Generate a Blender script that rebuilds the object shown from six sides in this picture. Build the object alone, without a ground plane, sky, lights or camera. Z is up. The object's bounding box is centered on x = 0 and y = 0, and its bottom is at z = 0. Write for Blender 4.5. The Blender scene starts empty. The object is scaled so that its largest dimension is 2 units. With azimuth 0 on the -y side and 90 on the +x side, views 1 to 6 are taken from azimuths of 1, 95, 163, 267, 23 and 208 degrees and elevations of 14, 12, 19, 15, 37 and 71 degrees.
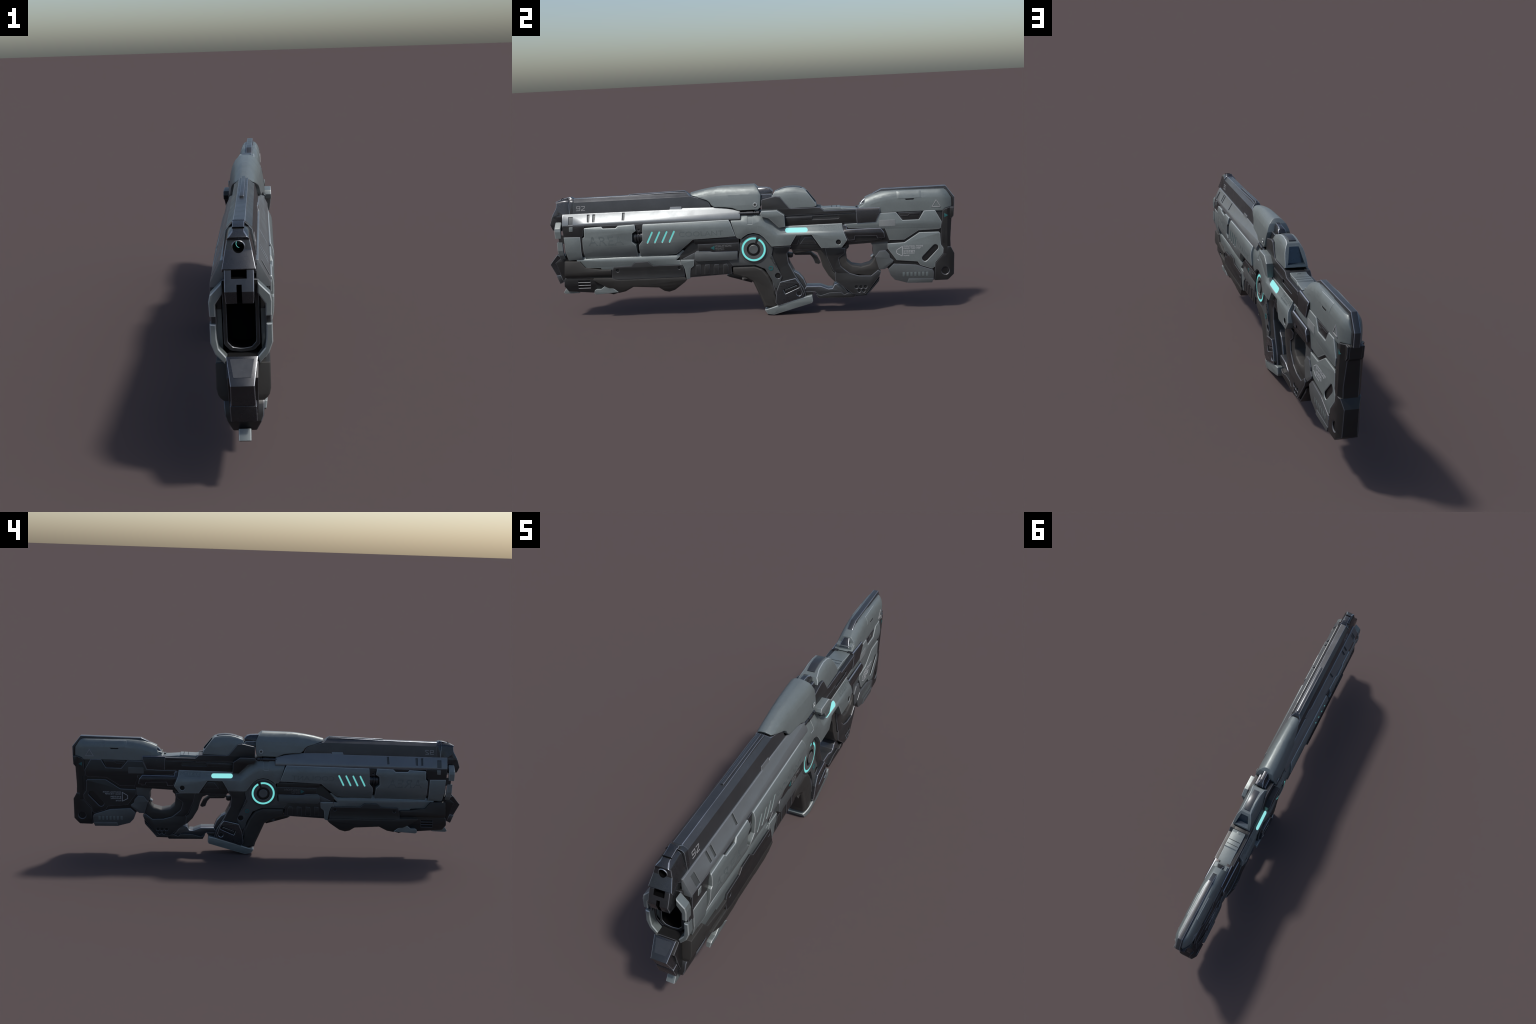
"""Futuristic rifle, built part by part.
Every part is a plate or block: a side profile in the (y, z) plane with filleted
corners, a cross-section rule x = f(z) for how far it stands out from the centre
plane, a chamfered rim and optional recesses.  Side plates come in mirrored pairs."""
import bpy, bmesh, math, random
from mathutils import Vector, Matrix
from mathutils.geometry import tessellate_polygon

random.seed(7)

# ------------------------------------------------------------------ materials
def _nodes(name):
    m = bpy.data.materials.new(name)
    m.use_nodes = True
    nt = m.node_tree
    bsdf = nt.nodes["Principled BSDF"]
    return m, nt, bsdf

def surface(name, base, rough, metal, vary=0.10, grain=0.10, bump=0.05, scratch=0.0, streak=None, spec=0.5):
    """Painted or bare metal: base colour with soft stains, fine grain and light scratches."""
    m, nt, b = _nodes(name)
    N, L = nt.nodes, nt.links
    tc = N.new("ShaderNodeTexCoord")
    def noise(scale, detail, rough_, stretch=None):
        n = N.new("ShaderNodeTexNoise")
        n.inputs["Scale"].default_value = scale
        n.inputs["Detail"].default_value = detail
        n.inputs["Roughness"].default_value = rough_
        src = tc.outputs["Object"]
        if stretch:
            mp = N.new("ShaderNodeMapping")
            mp.inputs["Scale"].default_value = stretch
            L.new(src, mp.inputs["Vector"]); src = mp.outputs["Vector"]
        L.new(src, n.inputs["Vector"])
        return n.outputs["Fac"]
    def ramp(src, lo, hi, a, c):
        r = N.new("ShaderNodeMapRange")
        r.inputs["From Min"].default_value = lo; r.inputs["From Max"].default_value = hi
        r.inputs["To Min"].default_value = a; r.inputs["To Max"].default_value = c
        L.new(src, r.inputs["Value"])
        return r.outputs["Result"]
    def mix(fac, c1, c2):
        x = N.new("ShaderNodeMix"); x.data_type = 'RGBA'
        if hasattr(fac, "links"): L.new(fac, x.inputs["Factor"])
        else: x.inputs["Factor"].default_value = fac
        for i, c in ((6, c1), (7, c2)):
            if hasattr(c, "links"): L.new(c, x.inputs[i])
            else: x.inputs[i].default_value = (*c, 1)
        return x.outputs[2]
    dark = tuple(v * (1 - vary) for v in base)
    lite = tuple(min(1, v * (1 + vary)) for v in base)
    col = mix(ramp(noise(9, 4, .6), .3, .7, 0, 1), dark, lite)
    g1 = tuple(v * (1 - grain) for v in base); g2 = tuple(min(1, v * (1 + grain)) for v in base)
    col = mix(.45, col, mix(ramp(noise(140, 3, .7), .3, .7, 0, 1), g1, g2))
    if scratch:
        s = ramp(noise(60, 5, .75, (1, .25, 2.2)), .62, .74, 0, scratch)
        col = mix(s, col, tuple(min(1, v * 1.9 + .02) for v in base))
    L.new(col, b.inputs["Base Color"])
    L.new(ramp(noise(22, 4, .6), .3, .7, rough - .05, rough + .07), b.inputs["Roughness"])
    b.inputs["Metallic"].default_value = metal
    b.inputs["Specular IOR Level"].default_value = spec
    if bump:
        bp = N.new("ShaderNodeBump")
        bp.inputs["Strength"].default_value = bump
        bp.inputs["Distance"].default_value = .001
        L.new(noise(300, 3, .6), bp.inputs["Height"])
        L.new(bp.outputs["Normal"], b.inputs["Normal"])
    return m

def glow(name, colour, strength):
    m, nt, b = _nodes(name)
    b.inputs["Base Color"].default_value = (*[c * .08 for c in colour], 1)
    b.inputs["Emission Color"].default_value = (*colour, 1)
    b.inputs["Emission Strength"].default_value = strength
    b.inputs["Roughness"].default_value = .35
    return m

def make_materials():
    M = {}
    M["paint"] = surface("armour_paint", (.138, .161, .163), .43, .3, .16, .10, scratch=.28)
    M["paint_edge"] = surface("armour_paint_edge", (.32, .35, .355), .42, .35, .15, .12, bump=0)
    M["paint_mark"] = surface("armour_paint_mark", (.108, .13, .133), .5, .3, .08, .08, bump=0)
    M["shroud"] = surface("shroud_metal", (.155, .17, .18), .34, .5, .10, .08, scratch=.2)
    M["metal"] = surface("panel_metal", (.27, .29, .295), .47, .95, .10, .08, scratch=.12)
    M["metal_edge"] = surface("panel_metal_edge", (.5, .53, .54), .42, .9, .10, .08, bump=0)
    M["badge"] = surface("stock_badge_paint", (.185, .20, .205), .5, .2, .08, .08, bump=0)
    M["worn"] = surface("worn_gunmetal", (.032, .032, .035), .36, .6, .35, .4, scratch=.6)
    M["slide"] = surface("slide_steel", (.06, .064, .07), .34, .6, .2, .12, scratch=.45)
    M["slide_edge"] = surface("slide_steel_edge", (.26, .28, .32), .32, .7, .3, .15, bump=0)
    M["gloss"] = surface("nose_steel", (.05, .053, .059), .27, .7, .25, .12, bump=.02, scratch=.4)
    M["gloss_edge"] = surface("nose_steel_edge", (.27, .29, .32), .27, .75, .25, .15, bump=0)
    M["black"] = surface("black_polymer", (.0135, .0138, .0145), .42, .2, .25, .15, scratch=.4)
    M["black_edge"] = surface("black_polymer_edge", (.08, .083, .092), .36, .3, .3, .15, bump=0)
    M["dark"] = surface("dark_metal", (.022, .0228, .024), .42, .3, .2, .15, scratch=.35)
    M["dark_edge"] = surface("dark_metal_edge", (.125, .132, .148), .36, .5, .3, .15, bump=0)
    M["slate"] = surface("slate_polymer", (.07, .078, .081), .45, .3, .12, .1, scratch=.15)
    M["dial"] = surface("dial_polymer", (.095, .105, .108), .42, .3, .1, .1, scratch=.1)
    M["rubber"] = surface("grip_rubber", (.0195, .0187, .0175), .6, .0, .18, .15, bump=.12, scratch=.15)
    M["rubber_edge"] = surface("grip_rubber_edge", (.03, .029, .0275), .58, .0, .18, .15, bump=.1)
    M["window"] = surface("sight_glass", (.04, .06, .08), .25, .4, .12, .1, bump=0)
    M["recess_shade"] = surface("recess_shade_black", (.0025, .0025, .0027), .7, .0, .1, .1, bump=0, spec=.03)  # near-black with hardly any sheen: darkness of deep recesses put into the colour
    M["pit_shade"] = surface("bolt_pit_shade", (.009, .0092, .0096), .5, .1, .1, .1, bump=0, spec=.3)  # shade inside small holes put into the colour
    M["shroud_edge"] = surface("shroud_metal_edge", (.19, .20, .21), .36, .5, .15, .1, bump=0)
    M["mark_dim"] = surface("dim_mark", (.115, .118, .122), .5, .0, .15, .1, bump=0)
    M["teal"] = surface("teal_mark", (.008, .085, .09), .5, .0, .1, .1, bump=0)
    M["mark_white"] = surface("white_mark", (.38, .39, .41), .5, .0, .12, .1, bump=0)
    M["mark_grey"] = surface("grey_mark", (.25, .255, .265), .5, .0, .15, .1, bump=0)
    M["glow"] = glow("ring_light", (.165, .68, .66), 1.0)
    M["glow_bar"] = glow("bar_light", (.28, .78, .78), 1.0)
    M["glow_slash"] = glow("slash_light", (.13, .52, .50), 1.0)
    return M


# ------------------------------------------------------------------ geometry helpers
def fillet(pts, segs=4):
    """Round the corners that carry a radius: (a, b, r)."""
    out = []; n = len(pts)
    for i, p in enumerate(pts):
        c = Vector(p[:2])
        if len(p) < 3 or p[2] <= 0:
            out.append(c); continue
        a = Vector(pts[i - 1][:2]); b = Vector(pts[(i + 1) % n][:2])
        u, v = (a - c), (b - c)
        lu, lv = u.length, v.length
        if lu < 1e-6 or lv < 1e-6: out.append(c); continue
        u /= lu; v /= lv
        ang = math.acos(max(-1, min(1, u.dot(v))))
        if ang > math.pi - .05: out.append(c); continue
        t = min(p[2] / math.tan(ang / 2), lu * .45, lv * .45)
        r = t * math.tan(ang / 2)
        centre = c + (u + v).normalized() * (r / math.sin(ang / 2))
        s, e = c + u * t - centre, c + v * t - centre
        a0 = math.atan2(s.y, s.x); d = math.atan2(e.y, e.x) - a0
        while d > math.pi: d -= 2 * math.pi
        while d < -math.pi: d += 2 * math.pi
        for k in range(segs + 1):
            w = a0 + d * k / segs
            out.append(centre + Vector((math.cos(w), math.sin(w))) * r)
    clean = []
    for p in out:
        if not clean or (p - clean[-1]).length > 2e-4: clean.append(p)
    if (clean[0] - clean[-1]).length < 2e-4: clean.pop()
    area = sum(p.x * q.y - q.x * p.y for p, q in zip(clean, clean[1:] + clean[:1]))
    return clean if area > 0 else clean[::-1]

def inset(poly, d):
    """Mitre offset of a counter-clockwise outline, inwards for d > 0."""
    out = []; n = len(poly)
    for i, p in enumerate(poly):
        e1 = (p - poly[i - 1]).normalized(); e2 = (poly[(i + 1) % n] - p).normalized()
        n1, n2 = Vector((-e1.y, e1.x)), Vector((-e2.y, e2.x))
        m = n1 + n2
        if m.length < 1e-5: m = n1
        m.normalize()
        k = d / max(.45, m.dot(n1))
        out.append(p + m * k)
    return out

def circle(c, r, n=28, a0=0.0, a1=math.tau):
    return [Vector((c[0] + r * math.cos(a0 + (a1 - a0) * i / n), c[1] + r * math.sin(a0 + (a1 - a0) * i / n))) for i in range(n)]

def capsule(p, q, r, n=8):
    p, q = Vector(p), Vector(q); a = math.atan2(q.y - p.y, q.x - p.x)
    return ([q + Vector((math.cos(a + t), math.sin(a + t))) * r for t in [-math.pi / 2 + math.pi * i / n for i in range(n + 1)]] +
            [p + Vector((math.cos(a + t), math.sin(a + t))) * r for t in [math.pi / 2 + math.pi * i / n for i in range(n + 1)]])

def lerp_table(tab, t):
    if t <= tab[0][0]: return tab[0][1]
    for (a, va), (b, vb) in zip(tab, tab[1:]):
        if t <= b: return va + (vb - va) * (t - a) / (b - a)
    return tab[-1][1]

ROOT = None
MATS = make_materials()
OBJ = {}

def to_object(name, bm, mats, parent=None, angle=33):
    bmesh.ops.remove_doubles(bm, verts=bm.verts, dist=1e-5)
    bmesh.ops.recalc_face_normals(bm, faces=bm.faces)
    me = bpy.data.meshes.new(name)
    bm.to_mesh(me); bm.free()
    for m in mats: me.materials.append(MATS[m])
    for p in me.polygons: p.use_smooth = True
    me.set_sharp_from_angle(angle=math.radians(angle))
    ob = bpy.data.objects.new(name, me)
    bpy.context.scene.collection.objects.link(ob)
    ob.parent = parent or ROOT
    return ob

def plate_mesh(profile, sec, ch, holes, shift, xmul, inner, mid):
    """Half plate on the +x side in (depth, y, z); depth 0 = outer face, -1 = back."""
    prof = fillet(profile)
    bm = bmesh.new()
    BACK = -1.0
    def ring(poly, d): return [bm.verts.new((d, p.x, p.y)) for p in poly]
    def band(r1, r2, mat):
        for i in range(len(r1)):
            j = (i + 1) % len(r1)
            f = bm.faces.new((r1[i], r1[j], r2[j], r2[i])); f.material_index = mat
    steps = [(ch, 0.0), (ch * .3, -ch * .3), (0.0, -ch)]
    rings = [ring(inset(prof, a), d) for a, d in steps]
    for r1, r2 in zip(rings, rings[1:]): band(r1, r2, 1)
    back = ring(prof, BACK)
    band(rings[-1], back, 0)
    loops = [rings[0]]
    for h in holes:
        poly = fillet([tuple(p) for p in h["poly"]]) if h.get("round", True) else h["poly"]
        hc = h.get("ch", .0012)
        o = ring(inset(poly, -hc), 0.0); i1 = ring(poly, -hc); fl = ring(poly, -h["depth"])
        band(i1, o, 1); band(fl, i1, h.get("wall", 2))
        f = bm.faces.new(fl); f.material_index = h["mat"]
        bmesh.ops.triangulate(bm, faces=[f])
        loops.append(o)
    flat = [v for l in loops for v in l]
    for t in tessellate_polygon([[v.co.yz.to_3d() for v in l] for l in loops]):
        try: bm.faces.new([flat[i] for i in t]).material_index = 0
        except ValueError: pass
    if not mid:
        for t in tessellate_polygon([[v.co.yz.to_3d() for v in back]]):
            try: bm.faces.new([back[i] for i in t]).material_index = 0
            except ValueError: pass
    def cut(co, no):
        g = bm.verts[:] + bm.edges[:] + bm.faces[:]
        bmesh.ops.bisect_plane(bm, geom=g, dist=1e-5, plane_co=co, plane_no=no)
    for tab in (shift, xmul):
        for y, _ in tab: cut((0, y, 0), (0, 1, 0))
    if shift:
        for v in bm.verts: v.co.z -= lerp_table(shift, v.co.y)
    for z, _ in sec: cut((0, 0, z), (0, 0, 1))
    for v in bm.verts:
        x = lerp_table(sec, v.co.z)
        if xmul: x *= lerp_table(xmul, v.co.y)
        if v.co.x < -.9: v.co.x = 0.0 if mid else min(inner, x - .002)
        else: v.co.x = max(x + v.co.x, 0.0)
    if shift:
        for v in bm.verts: v.co.z += lerp_table(shift, v.co.y)
    return bm

def mirrored(bm):
    b2 = bm.copy()
    for v in b2.verts: v.co.x = -v.co.x
    bmesh.ops.reverse_faces(b2, faces=b2.faces)
    return b2

def join_bm(a, b):
    me = bpy.data.meshes.new("tmp"); b.to_mesh(me); b.free(); a.from_mesh(me); bpy.data.meshes.remove(me)
    return a

def plate(name, mat, edge, sec, profile, ch=.002, holes=(), shift=(), xmul=(), inner=.01, mid=False, parent=None, recess="pit_shade", angle=33, far_mats=None):
    if not isinstance(sec, (list, tuple)): sec = [(0.0, sec)]
    mats = [mat, edge, recess, "glow", "glow_bar", "glow_slash"]
    bm = plate_mesh(profile, sorted(sec), ch, holes, sorted(shift), sorted(xmul), inner, mid)
    if mid:
        bm = join_bm(bm, mirrored(bm))
        ob = to_object(name, bm, mats, parent if not isinstance(parent, list) else parent[0], angle)
        OBJ.setdefault(name, []).append(ob)
        return ob
    bm2 = mirrored(bm)
    pa = [parent[0], parent[-1]] if isinstance(parent, list) else [parent, parent]
    obs = [to_object(name, bm, mats, pa[0], angle), to_object(name, bm2, [*far_mats, *mats[2:]] if far_mats else mats, pa[1], angle)]
    OBJ.setdefault(name, []).extend(obs)
    return obs

def block_along_y(name, mat, edge, outline, y0, y1, ch=.002, hole=None, parent=None, pair=False, floor=None, recess="recess_shade"):
    """Outline in (x, z) pushed along y from y0 (front, chamfered) to y1."""
    bm = bmesh.new()
    prof = fillet(outline)
    def ring(poly, y): return [bm.verts.new((p.x, y, p.y)) for p in poly]
    def band(r1, r2, m):
        for i in range(len(r1)):
            j = (i + 1) % len(r1)
            bm.faces.new((r1[i], r1[j], r2[j], r2[i])).material_index = m
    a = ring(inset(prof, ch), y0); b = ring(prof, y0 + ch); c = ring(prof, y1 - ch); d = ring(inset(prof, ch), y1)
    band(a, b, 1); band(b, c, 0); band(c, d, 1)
    lf, lb = [a], [d]
    if hole:
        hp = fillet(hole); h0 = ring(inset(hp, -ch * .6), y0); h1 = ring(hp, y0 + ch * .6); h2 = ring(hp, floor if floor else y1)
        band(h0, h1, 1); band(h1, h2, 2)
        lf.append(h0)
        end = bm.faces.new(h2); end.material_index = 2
        bmesh.ops.triangulate(bm, faces=[end])
    for loops in (lf, lb):
        flat = [v for l in loops for v in l]
        for t in tessellate_polygon([[Vector((v.co.x, v.co.z, 0)) for v in l] for l in loops]):
            try: bm.faces.new([flat[i] for i in t])
            except ValueError: pass
    mats = [mat, edge, recess]
    if pair:
        b2 = mirrored(bm)
        obs = [to_object(name, bm, mats, parent), to_object(name, b2, mats, parent)]
    else: obs = [to_object(name, bm, mats, parent)]
    OBJ.setdefault(name, []).extend(obs)
    return obs

def lathe(name, mat, profile, centre, axis="y", parent=None, mats=None, n=32, pair=False, idx=None, caps=True):
    """Turned part: profile [(distance along axis, radius)]."""
    bm = bmesh.new(); rings = []
    for d, r in profile:
        rg = []
        for i in range(n):
            a = math.tau * i / n; u, w = r * math.cos(a), r * math.sin(a)
            co = (centre[0] + u, centre[1] + d, centre[2] + w) if axis == "y" else (centre[0] + d, centre[1] + u, centre[2] + w)
            rg.append(bm.verts.new(co))
        rings.append(rg)
    for k, (r1, r2) in enumerate(zip(rings, rings[1:])):
        for i in range(n):
            j = (i + 1) % n
            f = bm.faces.new((r1[i], r1[j], r2[j], r2[i]))
            if idx: f.material_index = idx[k]
    if caps:
        for rg in (rings[0], rings[-1]): bm.faces.new(rg)
    ms = mats or [mat]
    if pair:
        b2 = mirrored(bm)
        pa = [parent[0], parent[-1]] if isinstance(parent, list) else [parent, parent]
        obs = [to_object(name, bm, ms, pa[0]), to_object(name, b2, ms, pa[1])]
    else: obs = [to_object(name, bm, ms, parent)]
    OBJ.setdefault(name, []).extend(obs)
    return obs

def lettering(name, text, mat, y, z, size, sec, parent=None, angle=0.0, lift=.0006, stretch=1.0, shift=(), xmul=(), bold=0.0):
    """Raised letters on a side plate, reading along +y on the +x side, mirrored on the other."""
    cu = bpy.data.curves.new(name, 'FONT')
    cu.body = text; cu.size = size; cu.extrude = .0; cu.offset = bold
    tmp = bpy.data.objects.new("tmp_text", cu)
    bpy.context.scene.collection.objects.link(tmp)
    dg = bpy.context.evaluated_depsgraph_get()
    me = bpy.data.meshes.new_from_object(tmp.evaluated_get(dg))
    bpy.data.objects.remove(tmp)
    bm = bmesh.new(); bm.from_mesh(me); bpy.data.meshes.remove(me)
    bmesh.ops.triangulate(bm, faces=bm.faces)
    ca, sa = math.cos(angle), math.sin(angle)
    for v in bm.verts:
        u, w = v.co.x * stretch, v.co.y
        v.co = (0, y + u * ca - w * sa, z + u * sa + w * ca)
    ex = bmesh.ops.extrude_face_region(bm, geom=bm.faces[:])
    new = {g for g in ex["geom"] if isinstance(g, bmesh.types.BMVert)}
    tab = sorted(sec) if isinstance(sec, (list, tuple)) else [(0.0, sec)]
    for v in bm.verts:
        x = lerp_table(tab, v.co.z - (lerp_table(shift, v.co.y) if shift else 0))
        if xmul: x *= lerp_table(xmul, v.co.y)
        v.co.x = x + (lift if v in new else -.0015)
    b2 = mirrored(bm)
    pa = [parent[0], parent[-1]] if isinstance(parent, list) else [parent, parent]
    obs = [to_object(name, bm, [mat], pa[0]), to_object(name, b2, [mat], pa[1])]
    OBJ.setdefault(name, []).extend(obs)
    return obs

def carve(ob, cutters, mat="recess_shade", angle=33):
    """Cut real holes with closed helper solids (list of bmesh), then drop the helpers."""
    for bm in cutters:
        bmesh.ops.recalc_face_normals(bm, faces=bm.faces)
        me = bpy.data.meshes.new("cutter"); bm.to_mesh(me); bm.free()
        me.materials.append(MATS[mat])
        c = bpy.data.objects.new("cutter", me); bpy.context.scene.collection.objects.link(c)
        md = ob.modifiers.new("cut", 'BOOLEAN'); md.operation = 'DIFFERENCE'; md.object = c; md.solver = 'EXACT'
        md.material_mode = 'TRANSFER'
        dg = bpy.context.evaluated_depsgraph_get()
        new = bpy.data.meshes.new_from_object(ob.evaluated_get(dg))
        ob.modifiers.clear(); ob.data = new
        for p in new.polygons: p.use_smooth = True
        new.set_sharp_from_angle(angle=math.radians(angle))
        bpy.data.objects.remove(c)

def box_bm(x0, x1, y0, y1, z0, z1):
    bm = bmesh.new()
    bmesh.ops.create_cube(bm, size=1)
    for v in bm.verts:
        v.co = ((x0 + x1) / 2 + v.co.x * (x1 - x0), (y0 + y1) / 2 + v.co.y * (y1 - y0), (z0 + z1) / 2 + v.co.z * (z1 - z0))
    return bm

def wedge_bm(quad):
    """Closed wedge across the centre plane: four (y, z, half width) corners."""
    bm = bmesh.new()
    a = [bm.verts.new((w, y, z)) for y, z, w in quad]
    b = [bm.verts.new((-w, y, z)) for y, z, w in quad]
    bm.faces.new(a); bm.faces.new(b[::-1])
    for i in range(4):
        j = (i + 1) % 4
        bm.faces.new((a[j], a[i], b[i], b[j]))
    return bm

def rod_bm(centre, r, y0, y1, n=32):
    bm = bmesh.new()
    bmesh.ops.create_cone(bm, cap_ends=True, segments=n, radius1=r, radius2=r, depth=y1 - y0,
                          matrix=Matrix.Translation((centre[0], (y0 + y1) / 2, centre[1])) @ Matrix.Rotation(math.pi / 2, 4, 'X'))
    return bm

def hole_circle(c, r, depth=.004, mat=2, ch=.0012, wall=2): return dict(poly=circle(c, r), depth=depth, mat=mat, ch=ch, wall=wall, round=False)
def hole_capsule(p, q, r, depth=.004, mat=2, ch=.0012, wall=2): return dict(poly=capsule(p, q, r), depth=depth, mat=mat, ch=ch, wall=wall, round=False)
def hole_poly(pts, depth=.004, mat=2, ch=.0012, wall=2): return dict(poly=pts, depth=depth, mat=mat, ch=ch, wall=wall)

# ------------------------------------------------------------------ the rifle
ROOT = bpy.data.objects.new("futuristic_rifle", None)
bpy.context.scene.collection.objects.link(ROOT)
ROOT["label"] = "grey armoured science fiction rifle with glowing cyan strips"
ROOT["category"] = "toy rifle"


# ---- front end: slide, nose cap, shroud
plate("top_slide", "slide", "slide_edge", [(0.52, 0.0385), (0.545, 0.0372), (0.596, 0.029), (0.613, 0.0135), (0.63, 0.013)],
      [(-0.8591, 0.6133), (-0.5783, 0.6185), (-0.3486, 0.6268), (-0.2894, 0.6252, 0.003), (-0.2723, 0.6073, 0.004), (-0.2139, 0.591, 0.004), (-0.1814, 0.5764, 0.004), (-0.1708, 0.5512), (-0.1724, 0.5241), (-0.8531, 0.5142)], ch=0.0012,
      shift=[(-0.86, 0), (-0.16, 0.009)], mid=True, angle=18)
plate("slide_rib", "slide", "slide_edge", 0.0055,
      [(-0.5752, 0.6164), (-0.576, 0.6239, 0.001), (-0.2994, 0.6322, 0.001), (-0.2864, 0.6234), (-0.2868, 0.6175), (-0.5726, 0.6092)], ch=0.001, mid=True, parent=OBJ["top_slide"])
plate("nose_band", "gloss", "gloss_edge", [(0.5, 0.0395), (0.54, 0.038), (0.6, 0.03), (0.617, 0.0145), (0.63, 0.012)],
      [(-0.8683, 0.6068), (-0.8773, 0.6191), (-0.8675, 0.622), (-0.8522, 0.6136), (-0.8484, 0.6034), (-0.8553, 0.5144), (-0.8721, 0.515)], ch=0.001, mid=True)
plate("nose_cap", "gloss", "gloss_edge", [(0.49, 0.038), (0.53, 0.0388), (0.596, 0.0255), (0.603, 0.0238), (0.608, 0.0195), (0.612, 0.013)],
      [(-0.9361, 0.5937, 0.003), (-0.9428, 0.6001, 0.003), (-0.9171, 0.6113, 0.002), (-0.8755, 0.6216, 0.002), (-0.8691, 0.5148), (-0.9088, 0.5321), (-0.9227, 0.5414, 0.002), (-0.958, 0.5287, 0.0015), (-0.9598, 0.5357), (-0.9394, 0.5716, 0.008)], ch=0.0016,
      shift=[(-0.945, -0.008), (-0.9, 0)], mid=True, angle=20)
plate("nose_slit_plate", "recess_shade", "recess_shade", 0.013,  # thin black plates standing in for slits, nothing is cut here
      [(-0.9139, 0.6147), (-0.9102, 0.615), (-0.903, 0.6034), (-0.9066, 0.6036)], ch=0.0003, mid=True, parent=OBJ["nose_cap"])
plate("nose_slit_plate", "recess_shade", "recess_shade", 0.013,
      [(-0.9034, 0.6143), (-0.8997, 0.6146), (-0.8926, 0.603), (-0.8962, 0.6032)], ch=0.0003, mid=True, parent=OBJ["nose_cap"])
carve(OBJ["nose_cap"][0], [rod_bm((0, .5775), .0122, -1.0, -.83), box_bm(-.0165, .0165, -1.0, -.93, .515, .5335)])
lathe("bore_light", "glow", [(0, .0085), (.001, .0098), (.002, .0098)], (.003, -.895, .5745), n=24, mats=["glow_slash"], caps=False)
lathe("muzzle_bore", "gloss", [(.08, .0115), (.004, .0115), (0, .0122), (-.002, .0135), (0, .0152), (.012, .0156)], (0, -.9375, .5775), mats=["gloss", "gloss_edge", "recess_shade"], idx=[2, 2, 1, 1, 0], caps=False)
plate("nose_chin", "gloss", "gloss_edge", [(0.45, 0.0285), (0.475, 0.031), (0.525, 0.0315), (0.54, 0.031)],
      [(-0.9617, 0.533), (-0.9772, 0.4904, 0.002), (-0.9662, 0.4616, 0.002), (-0.9215, 0.4571), (-0.8829, 0.4741), (-0.8761, 0.5397), (-0.9241, 0.5427)], ch=0.0016, mid=True)
carve(OBJ["nose_chin"][0], [box_bm(-.0055, .0055, -1.0, -.935, .462, .505), box_bm(-.0165, .0165, -1.0, -.935, .5165, .56)])
plate("upper_shroud", "shroud", "shroud_edge", [(0.47, 0.066), (0.492, 0.066), (0.546, 0.039), (0.56, 0.0385)],
      [(-0.9068, 0.5417, 0.001), (-0.3722, 0.5456), (-0.3687, 0.5583, 0.001), (-0.313, 0.5581, 0.001), (-0.3117, 0.5475), (-0.3073, 0.5509), (-0.1548, 0.5496), (-0.0945, 0.5425), (-0.0615, 0.5363), (-0.0267, 0.5268), (-0.0255, 0.49), (-0.3445, 0.4851), (-0.5059, 0.4832), (-0.5083, 0.4777), (-0.7952, 0.482), (-0.9051, 0.4812)], ch=0.0018,
      holes=[hole_poly([(-0.7814, 0.5363), (-0.7694, 0.5359), (-0.7697, 0.5009), (-0.7805, 0.5013)], depth=0.006),
             hole_poly([(-0.7534, 0.5361), (-0.7414, 0.5357), (-0.7426, 0.5008), (-0.7538, 0.5011)], depth=0.006),
             hole_poly([(-0.6051, 0.5398), (-0.594, 0.5394), (-0.5951, 0.5046), (-0.607, 0.505)], depth=0.006),
             hole_poly([(-0.8747, 0.5278), (-0.8534, 0.5278), (-0.8528, 0.492), (-0.874, 0.492)], depth=0.004)],
      shift=[(-0.9, 0), (-0.03, 0.009)], inner=0.036, recess="slate")
plate("shroud_corner", "dark", "dark_edge", [(0.42, 0.0655), (0.487, 0.0668)],
      [(-0.9028, 0.4892), (-0.7945, 0.4868), (-0.7951, 0.4734), (-0.8035, 0.4617), (-0.8063, 0.4347), (-0.8205, 0.4292), (-0.9036, 0.4306), (-0.9054, 0.4654)], ch=0.0015, inner=0.043)
plate("shroud_stud", "paint", "paint_edge", 0.0685,
      [(-0.8704, 0.4804), (-0.8523, 0.481), (-0.855, 0.4592), (-0.8722, 0.4587)], ch=0.001, inner=0.05, parent=OBJ["shroud_corner"])
plate("front_ring", "paint", "paint_edge", [(0.31, 0.052), (0.33, 0.06), (0.36, 0.066), (0.43, 0.0675)],
      [(-0.9026, 0.4309), (-0.8199, 0.4295), (-0.8214, 0.3416), (-0.8221, 0.3166), (-0.8928, 0.3112, 0.004), (-0.9006, 0.3592, 0.004)], ch=0.002, inner=0.043)
plate("area_panel", "paint", "paint_edge", [(0.318, 0.046), (0.33, 0.0545), (0.345, 0.0625), (0.36, 0.069), (0.375, 0.0738), (0.39, 0.0768), (0.405, 0.078), (0.452, 0.079), (0.465, 0.0775), (0.477, 0.0735), (0.49, 0.067)],
      [(-0.7955, 0.4748, 0.004), (-0.7097, 0.4787), (-0.7021, 0.4696), (-0.6393, 0.469), (-0.6275, 0.4805), (-0.5436, 0.4836, 0.002), (-0.5391, 0.4524), (-0.5579, 0.4411), (-0.5619, 0.3987), (-0.544, 0.3818), (-0.5427, 0.3303), (-0.5463, 0.3109), (-0.8097, 0.3128), (-0.8112, 0.3436), (-0.8088, 0.4108), (-0.8063, 0.4263), (-0.7979, 0.4304)], ch=0.002, xmul=[(-0.81, 0.94), (-0.5, 1)], inner=0.043)
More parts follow.
